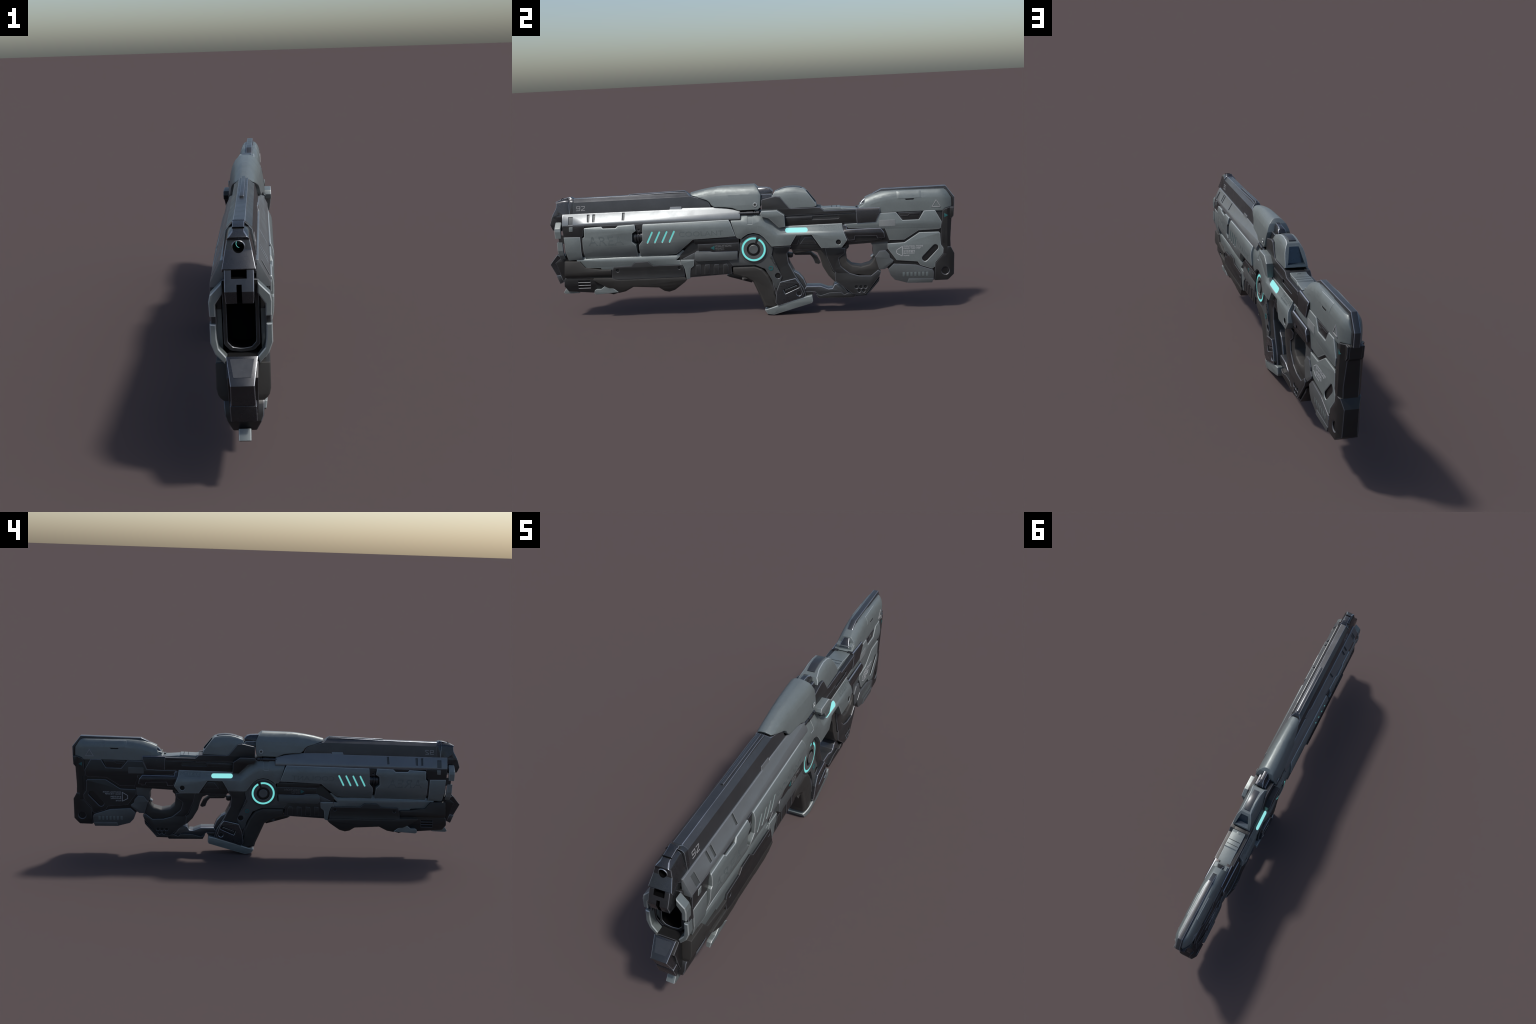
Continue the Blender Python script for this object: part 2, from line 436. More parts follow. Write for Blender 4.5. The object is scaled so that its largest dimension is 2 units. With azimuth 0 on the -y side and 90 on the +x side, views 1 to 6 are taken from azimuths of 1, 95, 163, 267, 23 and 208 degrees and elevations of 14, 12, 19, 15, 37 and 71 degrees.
plate("panel_latch", "dark", "dark_edge", 0.067,
      [(-0.7121, 0.4823), (-0.6241, 0.483), (-0.6405, 0.467), (-0.7041, 0.4662)], ch=0.001, inner=0.04, parent=OBJ["area_panel"])
plate("hub_clasp", "dark", "dark_edge", 0.0685,
      [(-0.5414, 0.4849), (-0.507, 0.486), (-0.5105, 0.4444), (-0.5362, 0.4437), (-0.5369, 0.4682)], ch=0.0012,
      holes=[hole_circle((-0.5252, 0.4567), 0.0054, depth=0.003)], inner=0.03)
lathe("barrel_hub", "gloss", [(-.036, .02), (-.034, .03), (-.03, .0325), (-.018, .0325), (-.016, .028), (-.012, .028), (-.010, .0325), (-.004, .0325), (-.002, .028), (.004, .028), (.006, .0325), (.016, .0325), (.02, .028), (.026, .02)], (.0345, -.525, .418), pair=True, n=40)
plate("slash_panel", "paint", "paint_edge", [(0.318, 0.046), (0.33, 0.0545), (0.345, 0.0625), (0.36, 0.069), (0.375, 0.0738), (0.39, 0.0768), (0.405, 0.078), (0.452, 0.079), (0.465, 0.0775), (0.477, 0.0735), (0.49, 0.067)],
      [(-0.5041, 0.4831, 0.002), (-0.0834, 0.4893, 0.002), (-0.0749, 0.4738), (-0.0532, 0.4093, 0.002), (-0.2607, 0.4001), (-0.3508, 0.3274, 0.003), (-0.5311, 0.316), (-0.5305, 0.3602), (-0.5281, 0.3821), (-0.509, 0.4038)], ch=0.002,
      holes=[hole_capsule((-0.4592, 0.4429), (-0.4852, 0.3937), 0.0039, depth=0.0045, mat=5, wall=0),
             hole_capsule((-0.423, 0.4431), (-0.4489, 0.394), 0.0039, depth=0.0045, mat=5, wall=0),
             hole_capsule((-0.387, 0.4434), (-0.4127, 0.3943), 0.0039, depth=0.0045, mat=5, wall=0),
             hole_capsule((-0.3509, 0.4437), (-0.3765, 0.3946), 0.0039, depth=0.0045, mat=5, wall=0)], xmul=[(-0.81, 0.94), (-0.5, 1)], inner=0.043)
plate("lower_tray", "paint", "paint_edge", [(0.25, 0.05), (0.3, 0.0515), (0.308, 0.0515), (0.327, 0.0425), (0.345, 0.042)],
      [(-0.8535, 0.3201), (-0.8212, 0.3198), (-0.8194, 0.3324, 0.001), (-0.813, 0.3309), (-0.8081, 0.3154), (-0.5455, 0.3198), (-0.5427, 0.335, 0.001), (-0.5332, 0.3335), (-0.5311, 0.3193), (-0.3528, 0.3204), (-0.3232, 0.3434, 0.002), (-0.3103, 0.3378), (-0.3575, 0.2933), (-0.3367, 0.2954), (-0.3384, 0.2736), (-0.3274, 0.2749), (-0.4709, 0.2724), (-0.4969, 0.294), (-0.561, 0.2921), (-0.5818, 0.2745), (-0.6711, 0.2726), (-0.676, 0.2564), (-0.7305, 0.259), (-0.7359, 0.269), (-0.814, 0.2716), (-0.8383, 0.3051), (-0.8531, 0.3072)], ch=0.0012, inner=0.03)
plate("tray_strap", "paint", "paint_edge", [(0.19, 0.048), (0.23, 0.0545), (0.31, 0.0545)],
      [(-0.3329, 0.2968, 0.002), (-0.265, 0.2953, 0.003), (-0.2695, 0.2642, 0.006), (-0.2863, 0.2511, 0.006), (-0.293, 0.2001, 0.004), (-0.3094, 0.1955, 0.004), (-0.3143, 0.2464, 0.004), (-0.323, 0.27), (-0.3377, 0.2745)], ch=0.0018, inner=0.03)
plate("fore_block", "rubber", "rubber_edge", [(0.222, 0.046), (0.228, 0.053), (0.236, 0.058), (0.25, 0.061), (0.31, 0.061)],
      [(-0.9126, 0.3089, 0.002), (-0.8357, 0.3063), (-0.8108, 0.2731), (-0.7274, 0.2606), (-0.6809, 0.2591), (-0.6867, 0.2077), (-0.7834, 0.2083, 0.006), (-0.92, 0.2176, 0.004), (-0.9205, 0.2342)], ch=0.0025, mid=True)
plate("fore_body", "rubber", "rubber_edge", [(0.13, 0.036), (0.14, 0.042), (0.155, 0.0495), (0.175, 0.0555), (0.2, 0.0595), (0.23, 0.061), (0.31, 0.061)],
      [(-0.7743, 0.2181), (-0.6817, 0.2168), (-0.6485, 0.2074), (-0.3175, 0.2115), (-0.3076, 0.1968, 0.004), (-0.3187, 0.1845, 0.003), (-0.374, 0.1433, 0.006), (-0.4042, 0.1329, 0.006), (-0.4272, 0.1391, 0.006), (-0.4518, 0.1594, 0.008), (-0.5792, 0.1673, 0.008), (-0.624, 0.1428, 0.005), (-0.6604, 0.1344, 0.004), (-0.7792, 0.2108)], ch=0.003, mid=True)
plate("fore_underside", "dark", "dark_edge", [(0.125, 0.02), (0.15, 0.028), (0.19, 0.044), (0.24, 0.047)],
      [(-0.9195, 0.2225), (-0.783, 0.2147), (-0.6958, 0.173), (-0.6648, 0.1318), (-0.6927, 0.123, 0.002), (-0.7082, 0.1287), (-0.837, 0.1403), (-0.9176, 0.1475, 0.006), (-0.9339, 0.1767, 0.006), (-0.9269, 0.2152)], ch=0.0025,
      holes=[hole_poly([(-0.858, 0.2055), (-0.7969, 0.206), (-0.798, 0.1965), (-0.8591, 0.1964)], depth=0.005),
             hole_poly([(-0.8597, 0.1914), (-0.7978, 0.1911), (-0.799, 0.1811), (-0.8609, 0.1815)], depth=0.005),
             hole_poly([(-0.8613, 0.176), (-0.8002, 0.1757), (-0.8017, 0.1647), (-0.8629, 0.165)], depth=0.005)], mid=True)
plate("under_fin", "paint", "paint_edge", [(0.12, 0.046), (0.16, 0.052), (0.2, 0.054)],
      [(-0.7819, 0.1396), (-0.7769, 0.1553, 0.0015), (-0.7681, 0.1602), (-0.7459, 0.1594), (-0.7194, 0.1794, 0.002), (-0.677, 0.1598, 0.004), (-0.6571, 0.1412, 0.001), (-0.774, 0.1321, 0.001)], ch=0.002, inner=0.035)
plate("front_foot", "paint", "paint_edge", 0.0142,
      [(-0.949, 0.1384), (-0.9348, 0.16), (-0.917, 0.1532), (-0.8651, 0.1371), (-0.8716, 0.1344), (-0.9398, 0.1319)], ch=0.002, mid=True)
plate("fore_plate", "black", "black_edge", [(0.2, 0.0605), (0.213, 0.0605), (0.222, 0.0585), (0.236, 0.0575), (0.25, 0.057), (0.3, 0.0575)],
      [(-0.6687, 0.2724, 0.001), (-0.5786, 0.2751), (-0.5588, 0.2922), (-0.4956, 0.2941), (-0.4703, 0.2723), (-0.3264, 0.2739, 0.001), (-0.318, 0.2471), (-0.3176, 0.2124, 0.001), (-0.648, 0.2068), (-0.6811, 0.2158, 0.001), (-0.6812, 0.2501, 0.001)], ch=0.0015,
      holes=[hole_circle((-0.6511, 0.2539), 0.0082, depth=0.004),
             hole_circle((-0.3422, 0.2579), 0.0078, depth=0.004)], inner=0.04)
plate("nose_jaw", "gloss", "gloss_edge", [(0.18, 0.0275), (0.24, 0.0275), (0.288, 0.0262), (0.34, 0.035)],
      [(-0.9543, 0.3402, 0.0015), (-0.999, 0.2888, 0.001), (-0.9711, 0.2319, 0.001), (-0.9149, 0.1732), (-0.8996, 0.313), (-0.924, 0.313)], ch=0.002, mid=True)
to_object("jaw_inlay", wedge_bm([(-0.959449, 0.335651, 0.0262), (-0.955752, 0.332435, 0.0262), (-0.983466, 0.300567, 0.0188), (-0.987163, 0.303783, 0.0188)]), ["slide"], OBJ["nose_jaw"][0])
plate("jaw_tip", "gloss", "gloss_edge", 0.0295,
      [(-0.9718, 0.2308, 0.001), (-0.9496, 0.235), (-0.9364, 0.1971), (-0.957, 0.1883, 0.001)], ch=0.0016, mid=True)
plate("jaw_cheek", "black", "black_edge", [(0.2, 0.0325), (0.3, 0.034), (0.345, 0.036)],
      [(-0.938, 0.3214), (-0.9212, 0.3085), (-0.9215, 0.2201), (-0.9353, 0.1978), (-0.9477, 0.2342), (-0.9607, 0.2831), (-0.9695, 0.2957)], ch=0.0015, inner=0.015)

# ---- muzzle mouth and brackets
block_along_y("muzzle_bracket", "paint", "paint_edge", [(0.0383, 0.5027), (0.065, 0.4752, 0.005), (0.0685, 0.4597, 0.005), (0.0671, 0.4266), (0.0538, 0.4265), (0.054, 0.4536), (0.0375, 0.478)], -.946, -.916, pair=True, ch=.0025)
block_along_y("muzzle_bracket", "paint", "paint_edge", [(0.0545, 0.4069), (0.0681, 0.4078), (0.0683, 0.3645, 0.008), (0.0589, 0.3391, 0.006), (0.0382, 0.3162), (0.0331, 0.3302), (0.0505, 0.3518, 0.008), (0.0538, 0.3742)], -.939, -.912, pair=True, ch=.0025)
block_along_y("bracket_link", "dark", "dark_edge", [(.053, .40), (.066, .40), (.066, .44), (.053, .44)], -.930, -.895, pair=True)
block_along_y("muzzle_collar", "black", "black_edge", [(-.062, .345, .02), (-.04, .322, .01), (.04, .322, .01), (.062, .345, .02), (.063, .49, .01), (.04, .535), (-.04, .535), (-.063, .49, .01)], -.905, -.812, hole=[(-.055, .35, .02), (-.036, .328, .01), (.036, .328, .01), (.055, .35, .02), (.056, .485, .01), (.036, .51), (-.036, .51), (-.056, .485, .01)], floor=-.86)
block_along_y("mouth_frame", "dark", "dark_edge", [(-.040, .352, .008), (-.026, .337, .01), (0, .333, .05), (.026, .337, .01), (.040, .352, .008), (.0405, .50), (-.0405, .50)], -.913, -.24, hole=[(-.0315, .358, .008), (-.021, .346, .008), (0, .342, .05), (.021, .346, .008), (.0315, .358, .008), (.0315, .485), (-.0315, .485)], floor=-.25)
block_along_y("jaw_tongue", "black", "black_edge", [(-.031, .30), (.031, .30), (.031, .332), (-.031, .332)], -.945, -.85)

# ---- rear of the fore end
plate("fore_plate_gap_fill", "black", "black_edge", 0.05,  # added black filler behind the fore plate
      [(-0.6793, 0.2735), (-0.3274, 0.2779), (-0.3207, 0.201), (-0.6768, 0.2124)], ch=0.001, mid=True)
plate("fore_gap_fill", "black", "black_edge", 0.04,  # added dark fill so gaps in the fore end don't show through
      [(-0.2471, 0.4859), (-0.0266, 0.5188), (-0.033, 0.4051), (-0.2546, 0.3773)], ch=0.001, mid=True)
plate("fore_keel_gap_fill", "black", "black_edge", 0.04,  # added black filler behind the lower tray
      [(-0.8475, 0.3174), (-0.3581, 0.3169), (-0.3631, 0.2486), (-0.8527, 0.2647)], ch=0.001, mid=True)
plate("tube_gap_fill", "black", "black_edge", 0.0475,  # added dark filler closing the opening around the tube
      [(-0.3366, 0.3178), (-0.2645, 0.3871), (-0.0409, 0.3911), (-0.0477, 0.272), (-0.3392, 0.2818)], ch=0.001, mid=True)
lathe("gas_tube", "gloss", [(-.14, .012), (-.138, .02), (-.128, .02), (-.126, .016), (-.120, .016), (-.118, .02), (-.110, .02), (-.108, .017), (.09, .017), (.09, .01)], (.038, -.13, .398), pair=True)
plate("caution_plate", "dark", "dark_edge", 0.0615,
      [(-0.2417, 0.3725, 0.001), (-0.2397, 0.3724), (-0.0403, 0.3741), (-0.0425, 0.3354), (-0.1716, 0.3351), (-0.1869, 0.3412), (-0.2417, 0.3423)], ch=0.001, inner=0.02)
plate("tube_cover", "black", "black_edge", 0.0605,
      [(-0.2599, 0.3955), (-0.0391, 0.3967), (-0.0409, 0.366), (-0.2594, 0.3737)], ch=0.0015, inner=0.02)
plate("side_bar", "slate", "dark_edge", [(0.25, 0.049), (0.262, 0.055), (0.272, 0.059), (0.29, 0.0625), (0.315, 0.0625), (0.335, 0.058)],
      [(-0.2496, 0.3391, 0.0015), (-0.1868, 0.3381), (-0.1714, 0.3329), (-0.0488, 0.3342), (-0.0509, 0.2907), (-0.2486, 0.2868, 0.004), (-0.2623, 0.2986), (-0.2586, 0.3316)], ch=0.002, inner=0.02)
plate("bar_tip", "slate", "dark_edge", [(0.26, 0.04), (0.3, 0.05)],
      [(-0.3223, 0.3011), (-0.2601, 0.3309), (-0.2582, 0.2933), (-0.314, 0.2966)], ch=0.002, inner=0.02)
plate("fore_magazine", "dark", "dark_edge", [(0.19, 0.046), (0.22, 0.05), (0.27, 0.05)],
      [(-0.302, 0.2972), (-0.1005, 0.2912), (-0.0738, 0.2575), (-0.0854, 0.2538), (-0.0836, 0.2175), (-0.2905, 0.2057), (-0.3086, 0.2084)], ch=0.0015, mid=True)
plate("magazine_rib", "dark", "dark_edge", [(0.19, 0.0485), (0.22, 0.0525), (0.27, 0.0525)],
      [(-0.2569, 0.2681), (-0.2402, 0.2692), (-0.2347, 0.269), (-0.2379, 0.2216), (-0.2626, 0.22), (-0.2598, 0.2602)], ch=0.001, inner=0.03)
plate("magazine_rib", "dark", "dark_edge", [(0.19, 0.0485), (0.22, 0.0525), (0.27, 0.0525)],
      [(-0.2127, 0.2679), (-0.196, 0.2689), (-0.1905, 0.2687), (-0.1936, 0.2218), (-0.2182, 0.2202), (-0.2156, 0.2599)], ch=0.001, inner=0.03)
plate("magazine_rib", "dark", "dark_edge", [(0.19, 0.0485), (0.22, 0.0525), (0.27, 0.0525)],
      [(-0.1677, 0.2676), (-0.1511, 0.2686), (-0.1456, 0.2684), (-0.1485, 0.2219), (-0.1731, 0.2203), (-0.1706, 0.2596)], ch=0.001, inner=0.03)
plate("magazine_rib", "dark", "dark_edge", [(0.19, 0.0485), (0.22, 0.0525), (0.27, 0.0525)],
      [(-0.1213, 0.2672), (-0.1069, 0.2699), (-0.0984, 0.2548), (-0.1004, 0.222), (-0.1265, 0.2204), (-0.1241, 0.2593)], ch=0.001, inner=0.03)

# ---- frame, ring dial and light bar
plate("receiver_frame", "paint", "paint_edge", [(0.3, 0.064), (0.4, 0.0705), (0.455, 0.0695), (0.473, 0.067), (0.507, 0.0495), (0.52, 0.0475)],
      [(-0.0751, 0.4879), (-0.0255, 0.487), (-0.0253, 0.5116), (0.0069, 0.5142), (0.0689, 0.5096), (0.0815, 0.4941, 0.004), (0.1097, 0.4846, 0.008), (0.1521, 0.4415, 0.008), (0.1866, 0.4356), (0.1884, 0.4451), (0.4613, 0.4492, 0.001), (0.4645, 0.4164, 0.002), (0.4832, 0.3699, 0.003), (0.4557, 0.3348, 0.004), (0.3582, 0.335, 0.003), (0.314, 0.4013), (0.2389, 0.4008), (0.2098, 0.3538, 0.002), (0.118, 0.351, 0.003), (0.1001, 0.3768), (0.082, 0.399), (0.0615, 0.4146), (0.0348, 0.4214), (0.0076, 0.4173), (-0.0152, 0.4045), (-0.0286, 0.3931), (-0.0439, 0.3976), (-0.0522, 0.407)], ch=0.002,
      holes=[hole_capsule((0.198, 0.4263), (0.2848, 0.4252), 0.0109, depth=0.001, mat=4),
             hole_poly([(0.0078, 0.5016), (0.0318, 0.5015), (0.0304, 0.4638), (0.0072, 0.4631)], depth=0.002, mat=0, wall=2),
             hole_circle((0.441, 0.3615), 0.0124, depth=0.006)],
      shift=[(0.06, 0), (0.08, -0.006), (0.148, -0.066)], inner=0.03)
plate("frame_lower", "slate", "dark_edge", [(0.1, 0.043), (0.2, 0.0495), (0.28, 0.0515), (0.34, 0.0515)],
      [(-0.1031, 0.2908), (-0.0458, 0.2968), (-0.0326, 0.3916), (0.107, 0.3866), (0.1264, 0.3465), (0.1155, 0.3072), (0.1607, 0.1942, 0.002), (0.1383, 0.1376), (0.1265, 0.1372), (0.1068, 0.187, 0.006), (0.08, 0.2365, 0.008), (0.0342, 0.2573, 0.006), (-0.0737, 0.2577)], ch=0.0016,
      holes=[hole_circle((0.1411, 0.2002), 0.014, depth=0.005)], inner=0.02)
RING = (0.0299, 0.3386)
dial = lathe("ring_dial", "slate", [(0, .01), (0, .0755), (.0055, .0755), (.0075, .0725), (.0085, .067), (.0145, .0615), (.0150, .0595), (.0135, .0585), (.0135, .0495), (.0150, .0485), (.0150, .033), (.0135, .032), (.009, .031), (.009, .0235), (.0165, .0225), (.018, .020), (.0172, .002)],
      (.0455, RING[0], RING[1]), axis="x", mats=["dial", "glow", "black", "paint"], idx=[0, 0, 0, 0, 0, 0, 0, 1, 0, 0, 2, 2, 2, 2, 0, 0], pair=True, n=72)
P0 = Vector(RING); DIR = Vector((math.sin(math.radians(22)), math.cos(math.radians(22)))); SID = Vector((DIR.y, -DIR.x))
plate("dial_pointer", "black", "black_edge", .0612, [tuple(P0 + DIR * .029 - SID * .0045), tuple(P0 + DIR * .029 + SID * .0045), tuple(P0 + DIR * .066 + SID * .008), tuple(P0 + DIR * .066 - SID * .008)], ch=.0008, inner=.05, parent=OBJ["ring_dial"])
plate("cocking_lever", "paint", "paint_edge", [(0.43, 0.0715), (0.5, 0.0795), (0.53, 0.079)],
      [(0.0716, 0.513, 0.002), (0.0776, 0.5266, 0.002), (0.1522, 0.5276, 0.002), (0.1873, 0.5036, 0.002), (0.1889, 0.4444, 0.002), (0.1581, 0.4428, 0.003), (0.1121, 0.4904, 0.006), (0.0801, 0.4988, 0.004)], ch=0.0025, inner=0.045, far_mats=("black", "black_edge"))
lathe("hinge_rod", "gloss", [(-.07, .004), (-.068, .0085), (-.03, .0085), (-.03, .0105), (.002, .0105), (.002, .007), (.007, .007), (.007, .0095), (.012, .0095), (.012, .007), (.017, .007), (.017, .010), (.03, .010), (.03, .004)], (.050, .035, .5155), pair=True)
plate("under_rail", "black", "black_edge", 0.045,
      [(0.2136, 0.3531), (0.2352, 0.3966), (0.3156, 0.396), (0.3452, 0.3516), (0.3599, 0.326), (0.2142, 0.3255)], ch=0.0015, mid=True)
plate("under_rail_block", "dark", "dark_edge", 0.052,
      [(0.2158, 0.3544), (0.2381, 0.3965), (0.26, 0.3966), (0.2449, 0.3543)], ch=0.0015, inner=0.02)
plate("under_rail_block", "dark", "dark_edge", 0.049,
      [(0.256, 0.3556), (0.2797, 0.388), (0.3132, 0.3886), (0.3341, 0.3528)], ch=0.0015, inner=0.02)

# ---- top cover, sight dome, rails
plate("top_cover", "paint", "paint", [(0.5, 0.059), (0.53, 0.0585), (0.557, 0.0565), (0.59, 0.051), (0.607, 0.047), (0.62, 0.0415), (0.631, 0.0355), (0.638, 0.0295), (0.6445, 0.0225), (0.6485, 0.0155), (0.651, 0.009)],
      [(-0.2707, 0.6198, 0.002), (-0.217, 0.6326), (-0.1654, 0.6414), (-0.1142, 0.6475), (-0.0321, 0.6495), (0.0443, 0.6506, 0.003), (0.0602, 0.6328, 0.004), (0.0759, 0.6006, 0.004), (0.0721, 0.5419, 0.006), (0.0609, 0.5324, 0.004), (-0.0358, 0.5307, 0.006), (-0.0616, 0.5426, 0.006), (-0.0934, 0.5474), (-0.153, 0.551, 0.003), (-0.1662, 0.5609, 0.003), (-0.1742, 0.5749, 0.006), (-0.1876, 0.5844, 0.006), (-0.2626, 0.6084, 0.002)], ch=0.0018,
      shift=[(-0.2708, -0.0313), (-0.2601, -0.0287), (-0.2493, -0.026), (-0.2386, -0.0234), (-0.2278, -0.0208), (-0.2171, -0.0185), (-0.2068, -0.0165), (-0.1965, -0.0146), (-0.1861, -0.0128), (-0.1758, -0.0111), (-0.1655, -0.0096), (-0.1552, -0.0081), (-0.1449, -0.0068), (-0.1347, -0.0055), (-0.1244, -0.0044), (-0.1141, -0.0035), (-0.0977, -0.0025), (-0.0813, -0.0019), (-0.0648, -0.0017), (-0.0484, -0.0016), (-0.032, -0.0014), (-0.0167, -0.0011), (-0.0014, -0.0009), (0.0138, -0.0006), (0.0291, -0.0004), (0.0444, -0.0002)], xmul=[(-0.275, 0.84), (-0.2563, 0.8362), (-0.2375, 0.8316), (-0.2188, 0.8286), (-0.2, 0.83), (-0.18, 0.8373), (-0.16, 0.8489), (-0.14, 0.8636), (-0.12, 0.88), (-0.105, 0.8939), (-0.09, 0.9094), (-0.075, 0.9253), (-0.06, 0.94), (-0.045, 0.9541), (-0.03, 0.9681), (-0.015, 0.9805), (0, 0.99), (0.015, 0.9953), (0.03, 0.9975), (0.045, 0.9984), (0.06, 1)], mid=True, angle=30)
lathe("cover_bolt", "metal", [(-.004, .004), (.0012, .0112), (.0022, .0102), (.0022, .006), (.0005, .005), (.0005, .001)], (.0572, 0.0477, 0.5562), axis="x", mats=["paint_edge", "black"], idx=[0, 0, 0, 0, 1], pair=True)
plate("rear_lug", "gloss", "gloss_edge", [(0.58, 0.019), (0.6, 0.019), (0.622, 0.016), (0.63, 0.01)],
      [(0.0468, 0.636), (0.1032, 0.6326, 0.003), (0.1203, 0.6278, 0.004), (0.1343, 0.6133, 0.004), (0.1285, 0.5952), (0.0454, 0.5946)], ch=0.0025, mid=True)
plate("rear_lug_base", "gloss", "gloss_edge", [(0.55, 0.036), (0.585, 0.034), (0.597, 0.028)],
      [(0.0466, 0.6036), (0.1276, 0.6023, 0.003), (0.1314, 0.5779), (0.0454, 0.5697)], ch=0.0025, mid=True)
plate("sight_dome", "paint", "paint_edge", [(0.53, 0.047), (0.55, 0.046), (0.578, 0.0435), (0.596, 0.0405), (0.61, 0.0362), (0.619, 0.0315), (0.626, 0.0262), (0.631, 0.021), (0.634, 0.018)],
      [(0.1349, 0.6001, 0.003), (0.1417, 0.611), (0.1536, 0.6148, 0.004), (0.1776, 0.6238), (0.2012, 0.628), (0.2304, 0.6294), (0.2612, 0.6257), (0.2841, 0.6189, 0.004), (0.2987, 0.6035, 0.004), (0.3354, 0.5541), (0.3423, 0.5386, 0.002), (0.3297, 0.5333), (0.2188, 0.5309), (0.1869, 0.5142), (0.1527, 0.5467), (0.1227, 0.5787)], ch=0.0015,
      shift=[(0.13, -0.01), (0.165, -0.006), (0.2, 0), (0.24, 0), (0.29, -0.008)], mid=True, angle=28)
plate("dome_inset", "slide", "slide_edge", 0.0145,
      [(0.1605, 0.6204), (0.1783, 0.6267), (0.2018, 0.6318), (0.2309, 0.6329), (0.2617, 0.6294), (0.2712, 0.6268), (0.2719, 0.6217), (0.162, 0.6145)], ch=0.0004, mid=True, parent=OBJ["sight_dome"])
carve(OBJ["sight_dome"][0], [wedge_bm([(.293, .6115, .0185), (.316, .5485, .034), (.375, .5485, .036), (.335, .6115, .0185)])], "window", 14)
plate("sight_rail", "dark", "dark_edge", [(0.49, 0.0515), (0.545, 0.0515), (0.6, 0.0495)],
      [(0.078, 0.5777), (0.1439, 0.592, 0.003), (0.1674, 0.5888, 0.005), (0.1892, 0.5607, 0.004), (0.211, 0.5341, 0.004), (0.2234, 0.5306), (0.3386, 0.5315), (0.3588, 0.5298, 0.002), (0.3777, 0.5139, 0.003), (0.5296, 0.5144), (0.5292, 0.4992), (0.1908, 0.4968), (0.1892, 0.4931), (0.1522, 0.5236), (0.0775, 0.5284)], ch=0.0022, inner=0.03)
plate("receiver_gap_fill", "black", "black_edge", 0.043,  # added dark fill behind the receiver parts, closes see-through gaps
      [(0.0393, 0.5191), (0.1907, 0.5044), (0.3375, 0.5055), (0.5317, 0.5004), (0.642, 0.4866), (0.6866, 0.3518), (0.2142, 0.3283), (0.1156, 0.3386), (-0.0071, 0.4118)], ch=0.001, mid=True)
plate("receiver_side", "black", "black_edge", 0.0475,
      [(0.1813, 0.4892), (0.5315, 0.4967), (0.5311, 0.4509), (0.1837, 0.4439)], ch=0.0015,
      holes=[hole_poly([(0.32, 0.4858), (0.4431, 0.4875, 0.002), (0.4481, 0.4774, 0.002), (0.4426, 0.4722, 0.002), (0.3185, 0.4715)], depth=0.007)], inner=0.02)
plate("receiver_inlay", "dark", "dark_edge", 0.0485,
      [(0.1884, 0.4864), (0.32, 0.4869), (0.3177, 0.4735), (0.2896, 0.47), (0.1876, 0.4693)], ch=0.001, inner=0.03)
plate("spine_block", "paint", "paint_edge", [(0.5, 0.0335), (0.57, 0.0325)],
      [(0.3603, 0.5269), (0.3754, 0.5241, 0.001), (0.4525, 0.5266, 0.001), (0.4567, 0.5232), (0.5053, 0.4909), (0.3637, 0.4962)], ch=0.0015, mid=True)
plate("spine_seam_plate", "recess_shade", "recess_shade", 0.03,  # thin black plates laid on the spine in place of cut seams
      [(0.4138, 0.5277), (0.4152, 0.5277), (0.4149, 0.5275), (0.4136, 0.5275)], ch=0.0002, mid=True, parent=OBJ["spine_block"])
plate("spine_seam_plate", "recess_shade", "recess_shade", 0.03,
      [(0.4363, 0.5268), (0.4376, 0.5268), (0.437, 0.5266), (0.4357, 0.5267)], ch=0.0002, mid=True, parent=OBJ["spine_block"])
plate("spine_bridge", "dark", "dark_edge", 0.0455,
      [(0.3273, 0.5283), (0.3596, 0.5289), (0.3755, 0.5139), (0.3747, 0.4933), (0.3261, 0.4952)], ch=0.0015, mid=True)
plate("spine_tab", "paint", "paint_edge", 0.009,
      [(0.3356, 0.5268), (0.3757, 0.5252), (0.3748, 0.5009), (0.3347, 0.5024)], ch=0.0008, mid=True, parent=OBJ["spine_block"])
plate("spine_plate", "paint", "paint_edge", [(0.5, 0.0325), (0.57, 0.0315)],
      [(0.4488, 0.5234), (0.528, 0.5166), (0.5458, 0.5127), (0.5472, 0.5358), (0.5809, 0.5453), (0.5797, 0.4953), (0.4476, 0.4839)], ch=0.0012, mid=True)

